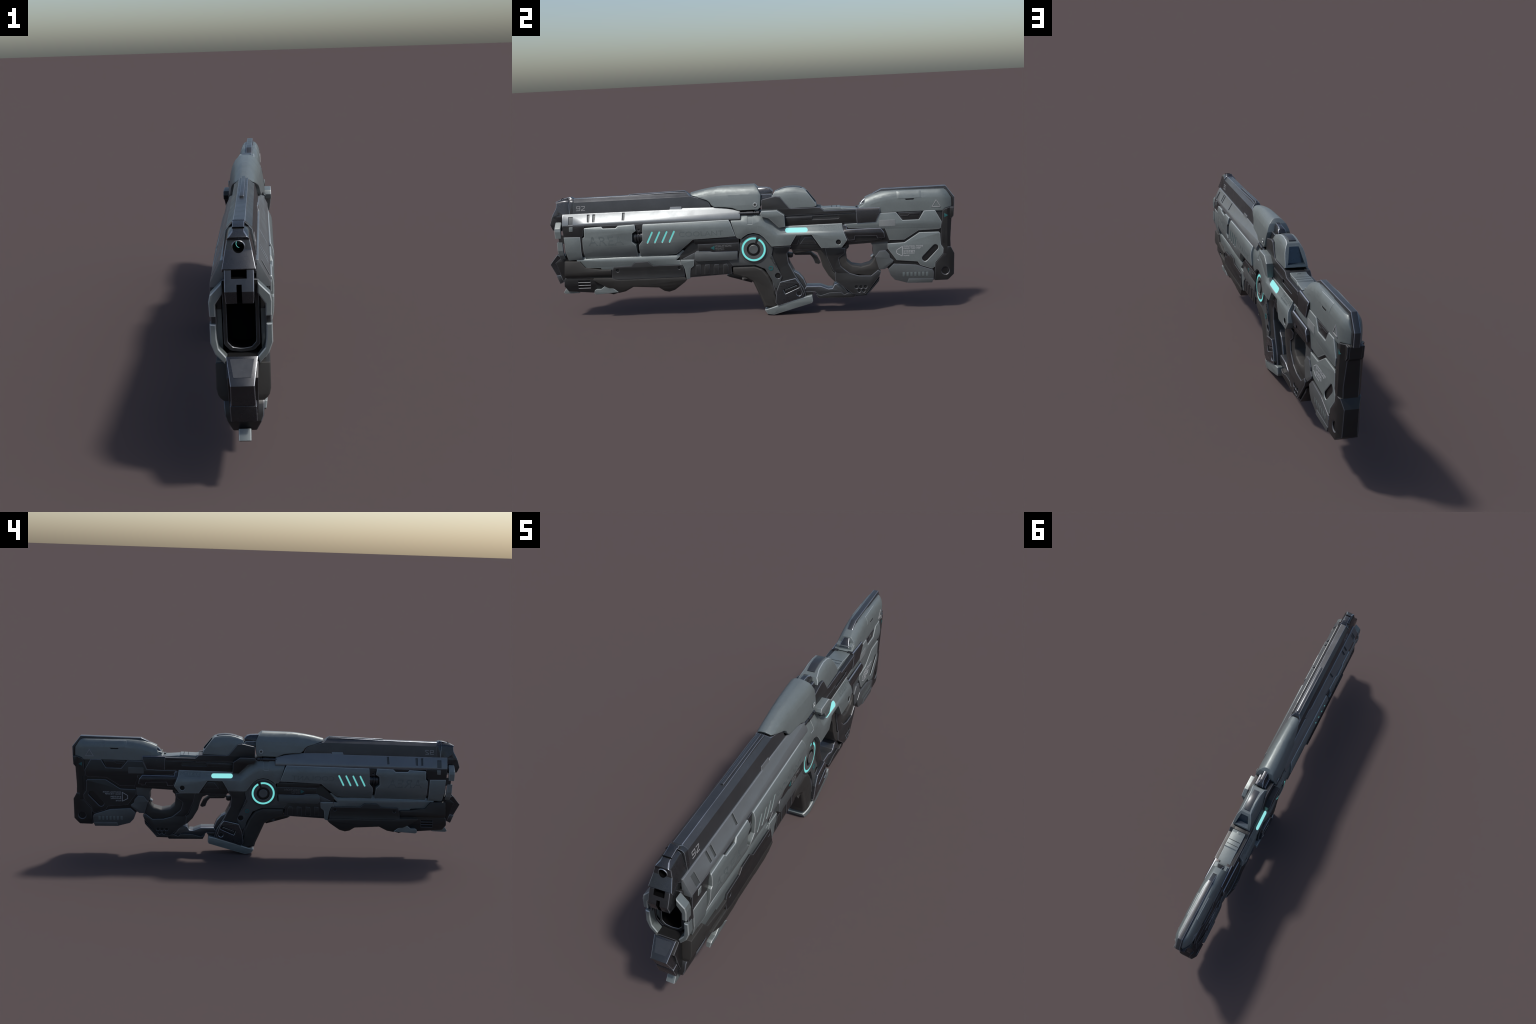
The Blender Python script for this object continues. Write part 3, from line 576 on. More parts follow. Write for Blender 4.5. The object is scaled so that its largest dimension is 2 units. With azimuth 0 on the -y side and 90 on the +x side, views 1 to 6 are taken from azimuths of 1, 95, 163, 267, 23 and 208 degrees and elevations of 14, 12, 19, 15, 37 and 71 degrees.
# ---- stock
plate("cheek_rest", "paint", "paint", [(0.48, 0.0415), (0.54, 0.041), (0.558, 0.0395), (0.572, 0.0365), (0.582, 0.032), (0.59, 0.0265), (0.596, 0.0205), (0.601, 0.0145), (0.604, 0.012)],
      [(0.5386, 0.518), (0.5687, 0.5364), (0.5734, 0.5653, 0.002), (0.6022, 0.5776), (0.6499, 0.592, 0.004), (0.724, 0.5952), (0.947, 0.5942, 0.006), (0.9584, 0.586), (0.9819, 0.5498, 0.004), (0.9841, 0.5083), (0.9476, 0.502, 0.004), (0.9375, 0.4916), (0.8458, 0.4938), (0.7129, 0.4933), (0.5714, 0.493)], ch=0.0015,
      holes=[hole_poly([(0.7609, 0.5546), (0.8065, 0.5552), (0.8013, 0.5491), (0.767, 0.5489)], depth=0.003, ch=0.0004)],
      shift=[(0.55, -0.044), (0.5625, -0.0389), (0.575, -0.0337), (0.5875, -0.0286), (0.6, -0.024), (0.615, -0.019), (0.63, -0.0144), (0.645, -0.0104), (0.66, -0.007), (0.675, -0.0044), (0.69, -0.0025), (0.705, -0.0011), (0.72, 0), (0.74, 0.0008), (0.76, 0.0007), (0.78, 0.0003), (0.8, 0), (0.825, 0.0002), (0.85, 0.0004), (0.875, 0.0005), (0.9, 0), (0.91, -0.0001), (0.92, -0), (0.93, -0.0004), (0.94, -0.002), (0.9512, -0.0057), (0.9625, -0.0108), (0.9738, -0.0166), (0.985, -0.022)], xmul=[(0.9, 1), (0.9083, 0.9982), (0.9167, 0.9965), (0.925, 0.985), (0.9317, 0.9691), (0.9383, 0.9471), (0.945, 0.91), (0.9517, 0.8556), (0.9583, 0.7862), (0.965, 0.7), (0.9713, 0.5968), (0.9777, 0.4784), (0.984, 0.36)], mid=True)
plate("stock_hatch", "paint", "paint_edge", [(0.48, 0.0427), (0.54, 0.0422), (0.558, 0.0407), (0.572, 0.0377), (0.582, 0.0332), (0.59, 0.0277), (0.596, 0.0217), (0.601, 0.0157), (0.604, 0.0132)],
      [(0.7242, 0.5905, 0.001), (0.8387, 0.592, 0.001), (0.8387, 0.5592, 0.002), (0.8017, 0.5567), (0.7588, 0.5557), (0.7249, 0.5558, 0.002)], ch=0.0008,
      shift=[(0.55, -0.044), (0.5625, -0.0389), (0.575, -0.0337), (0.5875, -0.0286), (0.6, -0.024), (0.615, -0.019), (0.63, -0.0144), (0.645, -0.0104), (0.66, -0.007), (0.675, -0.0044), (0.69, -0.0025), (0.705, -0.0011), (0.72, 0), (0.74, 0.0008), (0.76, 0.0007), (0.78, 0.0003), (0.8, 0), (0.825, 0.0002), (0.85, 0.0004), (0.875, 0.0005), (0.9, 0), (0.91, -0.0001), (0.92, -0), (0.93, -0.0004), (0.94, -0.002), (0.9512, -0.0057), (0.9625, -0.0108), (0.9738, -0.0166), (0.985, -0.022)], inner=0.02, parent=OBJ["cheek_rest"])
plate("comb_rail", "slide", "slide_edge", [(0.5, 0.0115), (0.7, 0.0115)],
      [(0.6035, 0.5755, 0.001), (0.6156, 0.5859), (0.6517, 0.6037, 0.002), (0.9554, 0.6086, 0.005), (0.998, 0.5527, 0.003), (0.9971, 0.5017), (0.9823, 0.5047), (0.9785, 0.5447), (0.9494, 0.5817), (0.6498, 0.5817)], ch=0.002, mid=True)
plate("comb_gap_plate", "black", "black_edge", [(0.5, 0.0142), (0.7, 0.0142)],  # black plate added to read as dark gaps beside the comb rail
      [(0.6094, 0.5676), (0.6175, 0.5745), (0.6516, 0.5925), (0.9534, 0.5972), (0.9906, 0.5494), (0.9905, 0.5032), (0.9819, 0.5051), (0.9781, 0.5451), (0.949, 0.5821), (0.6496, 0.582)], ch=0.001, mid=True)
plate("comb_nub", "gloss", "gloss_edge", [(0.53, 0.022), (0.562, 0.011)],
      [(0.5446, 0.5304), (0.5585, 0.5492, 0.001), (0.5753, 0.5621), (0.581, 0.5298)], ch=0.0025, mid=True)
plate("stock_gap_fill", "black", "black_edge", 0.0345,  # added dark fill that blackens the gaps between stock panels
      [(0.5325, 0.5055), (0.9634, 0.501), (0.9623, 0.1768), (0.8988, 0.1533), (0.7048, 0.2183), (0.6609, 0.2197), (0.6464, 0.2902), (0.6714, 0.3506), (0.5285, 0.3557)], ch=0.001, mid=True)
plate("stock_clamp", "worn", "slide_edge", [(0.43, 0.048), (0.505, 0.0515), (0.517, 0.047), (0.52, 0.044)],
      [(0.5294, 0.52, 0.001), (0.6432, 0.5183, 0.001), (0.6442, 0.5048, 0.001), (0.622, 0.4507, 0.001), (0.532, 0.4475, 0.001)], ch=0.002, inner=0.02, recess="black")
plate("stock_panel", "paint", "paint_edge", [(0.36, 0.0415), (0.41, 0.0425), (0.425, 0.0445), (0.5, 0.0435)],
      [(0.642, 0.4916), (0.7189, 0.4918), (0.7496, 0.4523), (0.8255, 0.4535), (0.8502, 0.4948), (0.9023, 0.496, 0.002), (0.9338, 0.4391), (0.9292, 0.4076, 0.004), (0.9191, 0.4032), (0.8244, 0.4001), (0.7563, 0.3572), (0.673, 0.3577), (0.6661, 0.4133), (0.4903, 0.424), (0.4691, 0.445), (0.5305, 0.446), (0.6214, 0.449)], ch=0.0026, inner=0.02, far_mats=("dark", "dark_edge"))
plate("stock_badge", "badge", "badge", 0.0452,
      [(0.6381, 0.4571, 0.003), (0.7139, 0.4582, 0.004), (0.7146, 0.4261, 0.003), (0.6366, 0.4253, 0.003)], ch=0.0003, inner=0.03, parent=OBJ["stock_panel"], far_mats=("slate", "dark_edge"))
plate("stock_vent", "dark", "dark_edge", 0.0405,
      [(0.7285, 0.489), (0.838, 0.4908), (0.824, 0.4553), (0.7515, 0.452)], ch=0.0015, inner=0.02)
plate("vent_louvre", "black", "black_edge", 0.0425,
      [(0.7391, 0.4757), (0.7732, 0.4752), (0.7811, 0.4837), (0.8307, 0.4842), (0.8291, 0.4795), (0.785, 0.4788), (0.7758, 0.4695), (0.7418, 0.4708)], ch=0.0006, inner=0.03, parent=OBJ["stock_vent"])
plate("stock_handle", "worn", "slide_edge", [(0.37, 0.052), (0.395, 0.0565), (0.41, 0.0565), (0.425, 0.047), (0.45, 0.045)],
      [(0.4662, 0.4413, 0.001), (0.4804, 0.4388, 0.001), (0.4837, 0.4193), (0.6441, 0.4202, 0.003), (0.6598, 0.3999, 0.003), (0.6635, 0.3727, 0.002), (0.6272, 0.3699, 0.002), (0.6234, 0.3826), (0.5214, 0.3851), (0.5178, 0.3653), (0.4884, 0.3647), (0.4667, 0.4108)], ch=0.0025, inner=0.02)
plate("stock_handle_web", "black", "black_edge", 0.046,
      [(0.4818, 0.4044), (0.6479, 0.4024), (0.6471, 0.3619), (0.4843, 0.3547)], ch=0.0015, inner=0.02)
plate("stock_side_plate", "paint", "paint_edge", [(0.17, 0.04), (0.4, 0.0415)],
      [(0.6755, 0.3404, 0.001), (0.7561, 0.3433), (0.8275, 0.3902), (0.9199, 0.3901, 0.002), (0.9269, 0.3826, 0.002), (0.9298, 0.3282), (0.9423, 0.3083, 0.002), (0.9402, 0.2835, 0.002), (0.9034, 0.2398), (0.9013, 0.2189), (0.8874, 0.2095, 0.002), (0.8306, 0.2295), (0.8182, 0.2475), (0.7184, 0.2562, 0.002), (0.6766, 0.3143, 0.001)], ch=0.0026,
      holes=[hole_capsule((0.8539, 0.2623), (0.903, 0.3145), 0.0145, depth=0.007, mat=2, ch=0.0018)], inner=0.02, far_mats=("dark", "dark_edge"))
plate("stock_belly", "slate", "dark_edge", [(0.11, 0.028), (0.135, 0.0385), (0.19, 0.041)],
      [(0.6771, 0.2141), (0.7046, 0.2404, 0.002), (0.8116, 0.2319, 0.004), (0.8912, 0.2046, 0.003), (0.8967, 0.1921, 0.002), (0.8943, 0.1546), (0.8863, 0.1415, 0.002), (0.767, 0.1428, 0.003), (0.7082, 0.1598, 0.008), (0.6885, 0.1822, 0.006)], ch=0.0025, mid=True)
plate("belly_step", "slate", "dark_edge", [(0.11, 0.031), (0.135, 0.042)],
      [(0.7742, 0.1641), (0.8948, 0.1619), (0.8867, 0.1415), (0.7675, 0.1427)], ch=0.0012, mid=True)
plate("belly_groove_plate", "paint_mark", "paint", 0.0412,  # slightly raised tinted plates in place of modelled grooves
      [(0.7457, 0.197), (0.7568, 0.1971), (0.7557, 0.1761), (0.7462, 0.176)], ch=0.0004, inner=0.035)
plate("belly_groove_plate", "paint_mark", "paint", 0.0412,
      [(0.7643, 0.1968), (0.7755, 0.1969), (0.7744, 0.1759), (0.7649, 0.1758)], ch=0.0004, inner=0.035)
plate("belly_groove_plate", "paint_mark", "paint", 0.0412,
      [(0.783, 0.1967), (0.7941, 0.1967), (0.7931, 0.1757), (0.7835, 0.1756)], ch=0.0004, inner=0.035)
plate("belly_groove_plate", "paint_mark", "paint", 0.0412,
      [(0.8017, 0.1965), (0.8128, 0.1965), (0.8117, 0.1755), (0.8022, 0.1754)], ch=0.0004, inner=0.035)
plate("belly_groove_plate", "paint_mark", "paint", 0.0412,
      [(0.8203, 0.1963), (0.8314, 0.1963), (0.8304, 0.1753), (0.8209, 0.1752)], ch=0.0004, inner=0.035)
plate("belly_groove_plate", "paint_mark", "paint", 0.0412,
      [(0.8389, 0.1961), (0.85, 0.1961), (0.849, 0.1751), (0.8395, 0.175)], ch=0.0004, inner=0.035)
plate("belly_groove_plate", "paint_mark", "paint", 0.0412,
      [(0.8575, 0.1959), (0.8686, 0.1959), (0.8677, 0.1749), (0.8581, 0.1748)], ch=0.0004, inner=0.035)
plate("stock_hinge", "slate", "dark_edge", 0.0425,
      [(0.6146, 0.2774, 0.003), (0.6367, 0.3062, 0.003), (0.6669, 0.3076, 0.006), (0.6855, 0.2857, 0.001), (0.6876, 0.27), (0.704, 0.2572, 0.002), (0.7007, 0.2482), (0.6611, 0.215, 0.003), (0.6332, 0.2142, 0.002), (0.6183, 0.2662)], ch=0.0025, mid=True)
plate("butt_pad", "black", "black_edge", [(0.1, 0.0405), (0.6, 0.0415)],
      [(0.9376, 0.4903), (0.9478, 0.501), (0.9812, 0.5075), (0.9948, 0.5042), (0.9924, 0.4611), (0.9824, 0.4496, 0.002), (0.9764, 0.3547), (0.9781, 0.3097), (0.978, 0.2771), (0.9422, 0.2834), (0.9423, 0.3098), (0.9314, 0.3297), (0.9302, 0.4033), (0.9351, 0.4392)], ch=0.0015, xmul=[(0.9, 1), (0.96, 0.985), (0.984, 0.53)], mid=True)
plate("butt_toe", "black", "black_edge", [(0.1, 0.041), (0.6, 0.041)],
      [(0.9775, 0.3149, 0.001), (0.9953, 0.2813, 0.002), (0.9934, 0.1782, 0.004), (0.9615, 0.1526, 0.004), (0.8988, 0.1516), (0.9007, 0.2051), (0.9045, 0.2378), (0.9422, 0.2833), (0.9581, 0.3165)], ch=0.0015,
      holes=[hole_circle((0.9505, 0.1983), 0.0178, depth=0.006, ch=0.003)], xmul=[(0.9, 1), (0.97, 0.97), (0.998, 0.6)], mid=True)
plate("pad_ear", "black", "black_edge", 0.0295,
      [(0.9727, 0.5054), (0.9937, 0.5054, 0.001), (0.9916, 0.464), (0.9815, 0.4516, 0.002), (0.9725, 0.4539)], ch=0.002, inner=0.015)
plate("pad_groove_plate", "pit_shade", "black", 0.0408,  # dark plate laid on the pad in place of a cut groove
      [(0.9411, 0.4069), (0.9474, 0.4067), (0.9455, 0.3301), (0.9416, 0.3342)], ch=0.0004, inner=0.03)

# ---- grip, trigger group and guard
plate("grip", "rubber", "rubber_edge", [(0, 0.04), (0.1, 0.044), (0.27, 0.047)],
      [(-0.0427, 0.2547), (0.0301, 0.2555, 0.004), (0.0678, 0.2384, 0.008), (0.0976, 0.2001, 0.008), (0.129, 0.1248, 0.004), (0.1251, 0.1013), (0.1382, 0.0531), (0.1106, 0.0309, 0.003), (0.0651, 0.04, 0.003), (0.0607, 0.0603, 0.006), (0.0163, 0.1707, 0.014), (-0.0101, 0.1881, 0.01), (-0.0459, 0.201, 0.006), (-0.0208, 0.1944, 0.006), (-0.079, 0.2101), (-0.0818, 0.2546)], ch=0.012, mid=True, angle=50)
plate("grip_front_strap", "black", "black_edge", 0.014,
      [(-0.115, 0.201), (-0.1035, 0.1942, 0.002), (0.006, 0.1613, 0.002), (0.0164, 0.1692), (-0.0239, 0.1948), (-0.0826, 0.211)], ch=0.002, mid=True)
plate("grip_spine", "dark", "dark_edge", [(0.06, 0.042), (0.3, 0.044)],
      [(0.1114, 0.3436), (0.2151, 0.3469), (0.1918, 0.3086, 0.006), (0.1968, 0.2599, 0.01), (0.2267, 0.1985, 0.01), (0.2648, 0.1342, 0.006), (0.2767, 0.0915), (0.1382, 0.0531), (0.1227, 0.1103), (0.1045, 0.2048)], ch=0.004, mid=True)
plate("grip_backstrap", "slide", "slide_edge", 0.0205,
      [(0.1934, 0.2896), (0.2023, 0.2428, 0.008), (0.2203, 0.214, 0.006), (0.2427, 0.2014, 0.006), (0.2646, 0.1748, 0.006), (0.278, 0.1412, 0.004), (0.2781, 0.1186), (0.2666, 0.0812), (0.2408, 0.1198), (0.2081, 0.21)], ch=0.003, mid=True)
plate("grip_knob", "black", "black_edge", 0.016,
      [(0.1917, 0.3073), (0.2187, 0.3008, 0.002), (0.2167, 0.2855), (0.2074, 0.2812), (0.1907, 0.2841)], ch=0.0015, mid=True)
plate("grip_plate", "gloss", "gloss_edge", [(0.04, 0.052), (0.095, 0.055), (0.18, 0.0565)],
      [(0.15, 0.1702, 0.003), (0.2267, 0.1869, 0.004), (0.2438, 0.164, 0.003), (0.2649, 0.1047, 0.003), (0.2588, 0.0898, 0.002), (0.1359, 0.0486, 0.002), (0.1231, 0.0662, 0.003), (0.1316, 0.1267, 0.002)], ch=0.0025,
      holes=[hole_poly([(0.1645, 0.1313, 0.002), (0.2346, 0.1601, 0.002), (0.2454, 0.1476, 0.002), (0.2428, 0.1392), (0.1734, 0.1084, 0.002)], depth=0.004),
             hole_circle((0.2406, 0.1087), 0.0113, depth=0.003, ch=0.002)], inner=0.01)
plate("plate_catch", "gloss", "gloss_edge", 0.0535,
      [(0.1734, 0.1295), (0.2296, 0.1512), (0.233, 0.1445), (0.1762, 0.122)], ch=0.001, inner=0.02, parent=OBJ["grip_plate"])
plate("grip_base", "paint", "paint_edge", [(0, 0.043), (0.03, 0.047), (0.06, 0.049), (0.1, 0.05)],
      [(0.0663, 0.0247, 0.003), (0.1385, 0.0511), (0.27, 0.09), (0.3052, 0.0974, 0.002), (0.3086, 0.068, 0.003), (0.3027, 0.0567, 0.003), (0.1138, 0.0007, 0.004), (0.0803, 0.003, 0.003)], ch=0.0035, xmul=[(0.055, 0.55), (0.075, 0.78), (0.095, 0.92), (0.12, 1)], mid=True)
plate("guard_link", "black", "black_edge", 0.03,
      [(0.2404, 0.1034), (0.2682, 0.1144), (0.3135, 0.1097), (0.3109, 0.1013), (0.2624, 0.0839)], ch=0.002, mid=True)
plate("trigger_guard", "slide", "slide_edge", 0.031,
      [(0.259, 0.1116), (0.2777, 0.1395, 0.002), (0.3467, 0.1383, 0.003), (0.3857, 0.1228, 0.005), (0.405, 0.1241, 0.004), (0.4148, 0.1427, 0.003), (0.4395, 0.1538), (0.4844, 0.0986), (0.4778, 0.0885), (0.4624, 0.0894), (0.4475, 0.103), (0.3894, 0.101), (0.3773, 0.0892), (0.3454, 0.0883), (0.3303, 0.0962), (0.3162, 0.1098)], ch=0.003, mid=True)
plate("guard_keel", "black", "black_edge", 0.04,
      [(0.3233, 0.0998), (0.3447, 0.0916), (0.3905, 0.1052), (0.4447, 0.1064), (0.4623, 0.0927), (0.4852, 0.1033), (0.5209, 0.0928), (0.5092, 0.0768), (0.3343, 0.0788, 0.002)], ch=0.002, mid=True)
plate("trigger", "dark", "dark_edge", 0.012,
      [(0.2146, 0.3047), (0.307, 0.3061, 0.003), (0.3342, 0.2839, 0.003), (0.3502, 0.2499, 0.001), (0.3409, 0.2437, 0.001), (0.3239, 0.249, 0.001), (0.314, 0.2762, 0.006), (0.3011, 0.2915, 0.006), (0.2295, 0.293)], ch=0.002, mid=True)
plate("rear_strut", "rubber", "rubber_edge", 0.0405,
      [(0.2124, 0.3302), (0.3801, 0.3289), (0.3864, 0.2782, 0.014), (0.4098, 0.2128, 0.014), (0.4516, 0.1837, 0.004), (0.4425, 0.1505), (0.4149, 0.1616), (0.3879, 0.1904, 0.01), (0.36, 0.2399, 0.012), (0.3506, 0.2794, 0.01), (0.3382, 0.3075, 0.008), (0.317, 0.3164, 0.004), (0.22, 0.3078)], ch=0.005, mid=True)
plate("strut_cover", "dark", "dark_edge", 0.044,
      [(0.3735, 0.3299), (0.4737, 0.3264), (0.4684, 0.2991), (0.4387, 0.2772, 0.004), (0.4487, 0.2378, 0.01), (0.4965, 0.19), (0.4538, 0.1844), (0.4099, 0.216, 0.01), (0.383, 0.2837, 0.01)], ch=0.0025, mid=True)
plate("thumb_ring", "rubber", "rubber_edge", 0.038,
      [(0.472, 0.338), (0.4863, 0.3497), (0.4765, 0.3014, 0.006), (0.4802, 0.2593, 0.012), (0.5033, 0.2384, 0.014), (0.548, 0.2306, 0.014), (0.589, 0.2414, 0.01), (0.6023, 0.2552, 0.004), (0.6141, 0.2777), (0.6217, 0.263), (0.6358, 0.2131), (0.5979, 0.1804, 0.002), (0.5358, 0.1824, 0.006), (0.4919, 0.195, 0.008), (0.4448, 0.2339, 0.006), (0.4301, 0.2778, 0.01), (0.4354, 0.3187, 0.008)], ch=0.0065, mid=True)
plate("lower_guard", "dark", "dark_edge", [(0.09, 0.0475), (0.15, 0.0455), (0.22, 0.0435)],
      [(0.4332, 0.25), (0.4449, 0.2393, 0.003), (0.4919, 0.2006, 0.006), (0.5365, 0.1872, 0.004), (0.5941, 0.1854, 0.002), (0.6291, 0.2138), (0.6424, 0.2027, 0.002), (0.6356, 0.1836), (0.5735, 0.101, 0.002), (0.5613, 0.0931, 0.003), (0.5042, 0.0956, 0.002), (0.4204, 0.1645, 0.002), (0.4186, 0.1968)], ch=0.0025,
      holes=[hole_circle((0.5209, 0.1312), 0.0081, depth=0.004),
             hole_circle((0.5434, 0.1305), 0.0081, depth=0.004),
             hole_circle((0.5655, 0.1314), 0.0081, depth=0.004),
             hole_circle((0.5344, 0.1121), 0.0081, depth=0.004),
             hole_circle((0.5561, 0.1123), 0.0081, depth=0.004)], mid=True)
plate("guard_heel", "black", "black_edge", 0.036,
      [(0.489, 0.0922), (0.5739, 0.0938), (0.6351, 0.1733), (0.6323, 0.1547), (0.5716, 0.0834), (0.4401, 0.0811), (0.4324, 0.0939)], ch=0.0025, mid=True)
plate("thumb_front", "black", "black_edge", 0.034,
      [(0.4767, 0.3574), (0.4923, 0.3446), (0.491, 0.3283), (0.4828, 0.3195), (0.4696, 0.3208)], ch=0.002, mid=True)
plate("stock_neck", "slate", "dark_edge", 0.037,
      [(0.588, 0.3561), (0.6772, 0.355), (0.6753, 0.3123), (0.6672, 0.3064), (0.6362, 0.3042), (0.6161, 0.2754), (0.6057, 0.2921), (0.6072, 0.3269), (0.5938, 0.3478)], ch=0.003, mid=True)
plate("hinge_catch", "metal", "metal_edge", 0.012,
      [(0.5945, 0.2737, 0.001), (0.6069, 0.2836), (0.6156, 0.2823), (0.6012, 0.2654, 0.001)], ch=0.0015, mid=True)

# ---- lettering and marks
plate("number_mark", "mark_grey", "mark_grey", [(0.52, 0.039), (0.545, 0.0377), (0.596, 0.0295), (0.613, 0.014), (0.63, 0.0135)],
      [(-0.8345, 0.5756), (-0.8153, 0.5758), (-0.8153, 0.5781), (-0.8345, 0.5779)], ch=0.0001, inner=0.03)
plate("number_mark", "mark_grey", "mark_grey", [(0.52, 0.039), (0.545, 0.0377), (0.596, 0.0295), (0.613, 0.014), (0.63, 0.0135)],
      [(-0.8345, 0.578), (-0.8351, 0.5649), (-0.8327, 0.5648), (-0.8321, 0.5779)], ch=0.0001, inner=0.03)
plate("number_mark", "mark_grey", "mark_grey", [(0.52, 0.039), (0.545, 0.0377), (0.596, 0.0295), (0.613, 0.014), (0.63, 0.0135)],
      [(-0.8351, 0.5648), (-0.8167, 0.565), (-0.8167, 0.5673), (-0.8351, 0.5671)], ch=0.0001, inner=0.03)
plate("number_mark", "mark_grey", "mark_grey", [(0.52, 0.039), (0.545, 0.0377), (0.596, 0.0295), (0.613, 0.014), (0.63, 0.0135)],
      [(-0.8176, 0.5781), (-0.8196, 0.5558), (-0.8172, 0.5557), (-0.8152, 0.578)], ch=0.0001, inner=0.03)
plate("number_mark", "mark_grey", "mark_grey", [(0.52, 0.039), (0.545, 0.0377), (0.596, 0.0295), (0.613, 0.014), (0.63, 0.0135)],
      [(-0.8171, 0.5581), (-0.8364, 0.5579), (-0.8364, 0.5556), (-0.8171, 0.5558)], ch=0.0001, inner=0.03)
plate("number_mark", "mark_grey", "mark_grey", [(0.52, 0.039), (0.545, 0.0377), (0.596, 0.0295), (0.613, 0.014), (0.63, 0.0135)],
      [(-0.8105, 0.5755), (-0.7921, 0.5757), (-0.7921, 0.578), (-0.8105, 0.5778)], ch=0.0001, inner=0.03)
plate("number_mark", "mark_grey", "mark_grey", [(0.52, 0.039), (0.545, 0.0377), (0.596, 0.0295), (0.613, 0.014), (0.63, 0.0135)],
      [(-0.7943, 0.5781), (-0.7959, 0.5681), (-0.7935, 0.5678), (-0.792, 0.5778)], ch=0.0001, inner=0.03)
plate("number_mark", "mark_grey", "mark_grey", [(0.52, 0.039), (0.545, 0.0377), (0.596, 0.0295), (0.613, 0.014), (0.63, 0.0135)],
      [(-0.7941, 0.5707), (-0.8118, 0.56), (-0.8106, 0.5581), (-0.7929, 0.5688)], ch=0.0001, inner=0.03)
plate("number_mark", "mark_grey", "mark_grey", [(0.52, 0.039), (0.545, 0.0377), (0.596, 0.0295), (0.613, 0.014), (0.63, 0.0135)],
      [(-0.8115, 0.5554), (-0.7931, 0.5556), (-0.7931, 0.558), (-0.8115, 0.5577)], ch=0.0001, inner=0.03)
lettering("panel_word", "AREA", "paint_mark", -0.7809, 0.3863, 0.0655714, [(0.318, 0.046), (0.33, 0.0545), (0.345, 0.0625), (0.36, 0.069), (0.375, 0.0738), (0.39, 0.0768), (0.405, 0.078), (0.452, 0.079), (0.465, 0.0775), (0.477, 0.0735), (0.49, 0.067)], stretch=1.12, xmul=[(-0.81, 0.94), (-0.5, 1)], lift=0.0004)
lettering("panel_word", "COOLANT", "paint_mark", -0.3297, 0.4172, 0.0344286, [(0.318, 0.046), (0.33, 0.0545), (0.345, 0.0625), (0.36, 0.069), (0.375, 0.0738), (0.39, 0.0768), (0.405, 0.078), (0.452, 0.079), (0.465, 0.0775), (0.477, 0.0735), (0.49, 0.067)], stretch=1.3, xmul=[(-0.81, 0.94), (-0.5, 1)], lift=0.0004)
lettering("caution_word", "CAUTION", "mark_dim", -0.1557, 0.3564, 0.0138571, 0.0617, stretch=1.25, lift=0.0006)
lettering("caution_word", "SECURITY", "mark_dim", -0.1563, 0.3473, 0.00771429, 0.0617, stretch=1.25, lift=0.0006)
lettering("caution_word", "OVER HEAT", "mark_dim", -0.1567, 0.3402, 0.00671429, 0.0617, stretch=1.25, lift=0.0006)
plate("caution_arrow", "teal", "teal", 0.062,
      [(-0.1802, 0.353), (-0.1599, 0.3634), (-0.1613, 0.3412)], ch=0.0002, inner=0.05)
lettering("security_word", "SECURITY", "black", 0.1057, 0.2957, 0.0155714, [(0.1, 0.0432), (0.2, 0.0497), (0.28, 0.0517), (0.34, 0.0517)], angle=-1.08, stretch=1.1, lift=0.0006)
lathe("ring_mark", "teal", [(-.002, .0115), (.0006, .0115), (.0006, .006), (-.002, .006)], (0.0512, 0.1087, 0.2402), axis="x", mats=["teal"], pair=True)
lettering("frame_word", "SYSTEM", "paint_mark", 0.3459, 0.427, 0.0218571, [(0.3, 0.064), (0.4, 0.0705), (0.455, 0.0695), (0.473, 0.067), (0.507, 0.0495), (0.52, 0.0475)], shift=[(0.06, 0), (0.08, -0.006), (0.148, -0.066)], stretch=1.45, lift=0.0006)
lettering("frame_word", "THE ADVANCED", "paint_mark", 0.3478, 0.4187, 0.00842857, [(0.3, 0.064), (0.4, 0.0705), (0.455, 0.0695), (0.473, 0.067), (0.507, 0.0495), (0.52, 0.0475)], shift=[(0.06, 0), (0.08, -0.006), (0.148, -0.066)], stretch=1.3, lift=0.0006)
lettering("stock_word", "CONTROL MODE", "mark_white", 0.7519, 0.3214, 0.00928571, [(0.17, 0.04), (0.4, 0.0415)], stretch=1.25, lift=0.0004)
lettering("stock_word", "MIND THE STEP", "mark_white", 0.7517, 0.3112, 0.00928571, [(0.17, 0.04), (0.4, 0.0415)], stretch=1.25, lift=0.0004)
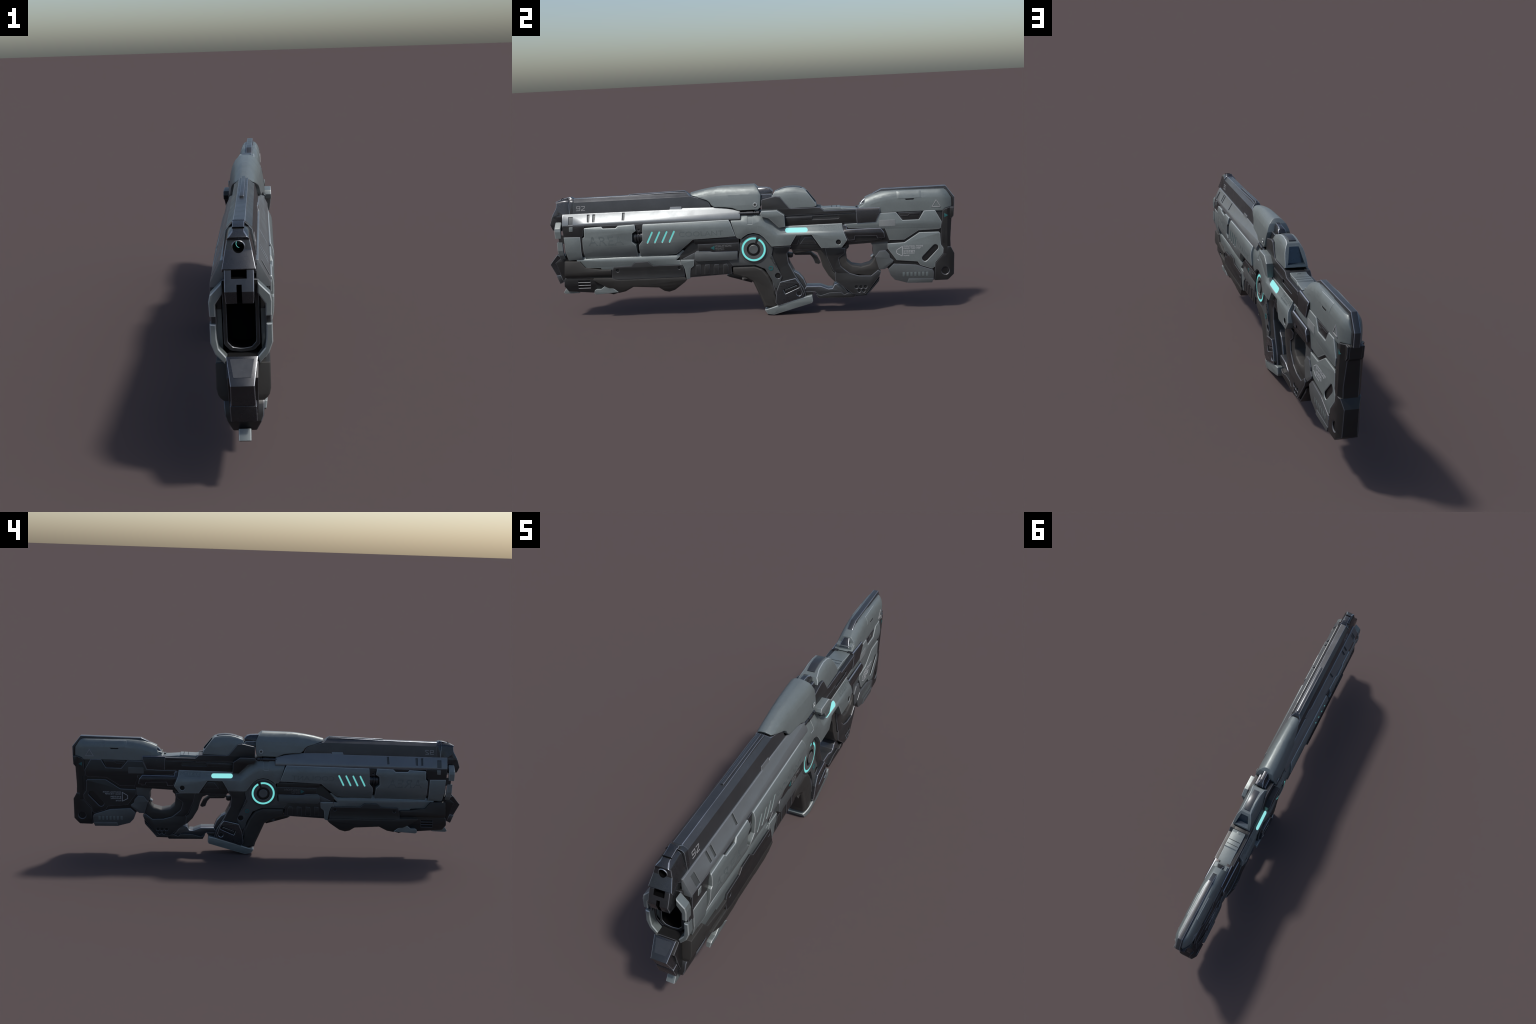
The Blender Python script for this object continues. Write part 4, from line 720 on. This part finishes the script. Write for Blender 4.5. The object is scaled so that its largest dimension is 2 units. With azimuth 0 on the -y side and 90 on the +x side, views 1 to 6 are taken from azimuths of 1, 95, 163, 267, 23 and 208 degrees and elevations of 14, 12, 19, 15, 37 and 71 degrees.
lettering("stock_word", "SYSTEM", "mark_white", 0.7515, 0.2953, 0.0127143, [(0.17, 0.04), (0.4, 0.0415)], stretch=1.25, lift=0.0004)
lettering("stock_word", "BACKWARD", "mark_white", 0.7514, 0.2875, 0.00757143, [(0.17, 0.04), (0.4, 0.0415)], stretch=1.25, lift=0.0004)
lettering("stock_word", "FRAME", "mark_white", 0.7512, 0.2761, 0.00757143, [(0.17, 0.04), (0.4, 0.0415)], stretch=1.25, lift=0.0004)
plate("arrow_mark", "mark_white", "mark_white", 0.0414,
      [(0.7181, 0.3088), (0.7177, 0.2901), (0.7201, 0.29), (0.7204, 0.3088)], ch=0.00015, inner=0.0384)
plate("arrow_mark", "mark_white", "mark_white", 0.0414,
      [(0.7174, 0.2907), (0.7462, 0.2752), (0.7472, 0.2773), (0.7184, 0.2929)], ch=0.00015, inner=0.0384)
plate("arrow_mark", "mark_white", "mark_white", 0.0414,
      [(0.7468, 0.2756), (0.7476, 0.3253), (0.7452, 0.3254), (0.7444, 0.2756)], ch=0.00015, inner=0.0384)
plate("arrow_mark", "mark_white", "mark_white", 0.0414,
      [(0.7468, 0.3258), (0.7176, 0.308), (0.7188, 0.3059), (0.748, 0.3237)], ch=0.00015, inner=0.0384)
plate("triangle_mark", "mark_grey", "mark_grey", 0.0427,
      [(0.9078, 0.5468), (0.8859, 0.5112), (0.8882, 0.5096), (0.9101, 0.5453)], ch=0.00015, inner=0.0397)
plate("triangle_mark", "mark_grey", "mark_grey", 0.0427,
      [(0.8865, 0.5102), (0.9296, 0.5102), (0.9295, 0.513), (0.8864, 0.513)], ch=0.00015, inner=0.0397)
plate("triangle_mark", "mark_grey", "mark_grey", 0.0427,
      [(0.93, 0.5111), (0.9086, 0.5468), (0.9063, 0.5454), (0.9277, 0.5097)], ch=0.00015, inner=0.0397)
plate("pad_arrow", "teal", "teal", 0.0408,
      [(0.9461, 0.4796), (0.964, 0.4685), (0.9461, 0.4588)], ch=0.0002, inner=0.036)

for ob in list(bpy.data.objects):
    if ob.name.startswith(("cutter", "tmp_text")): bpy.data.objects.remove(ob)
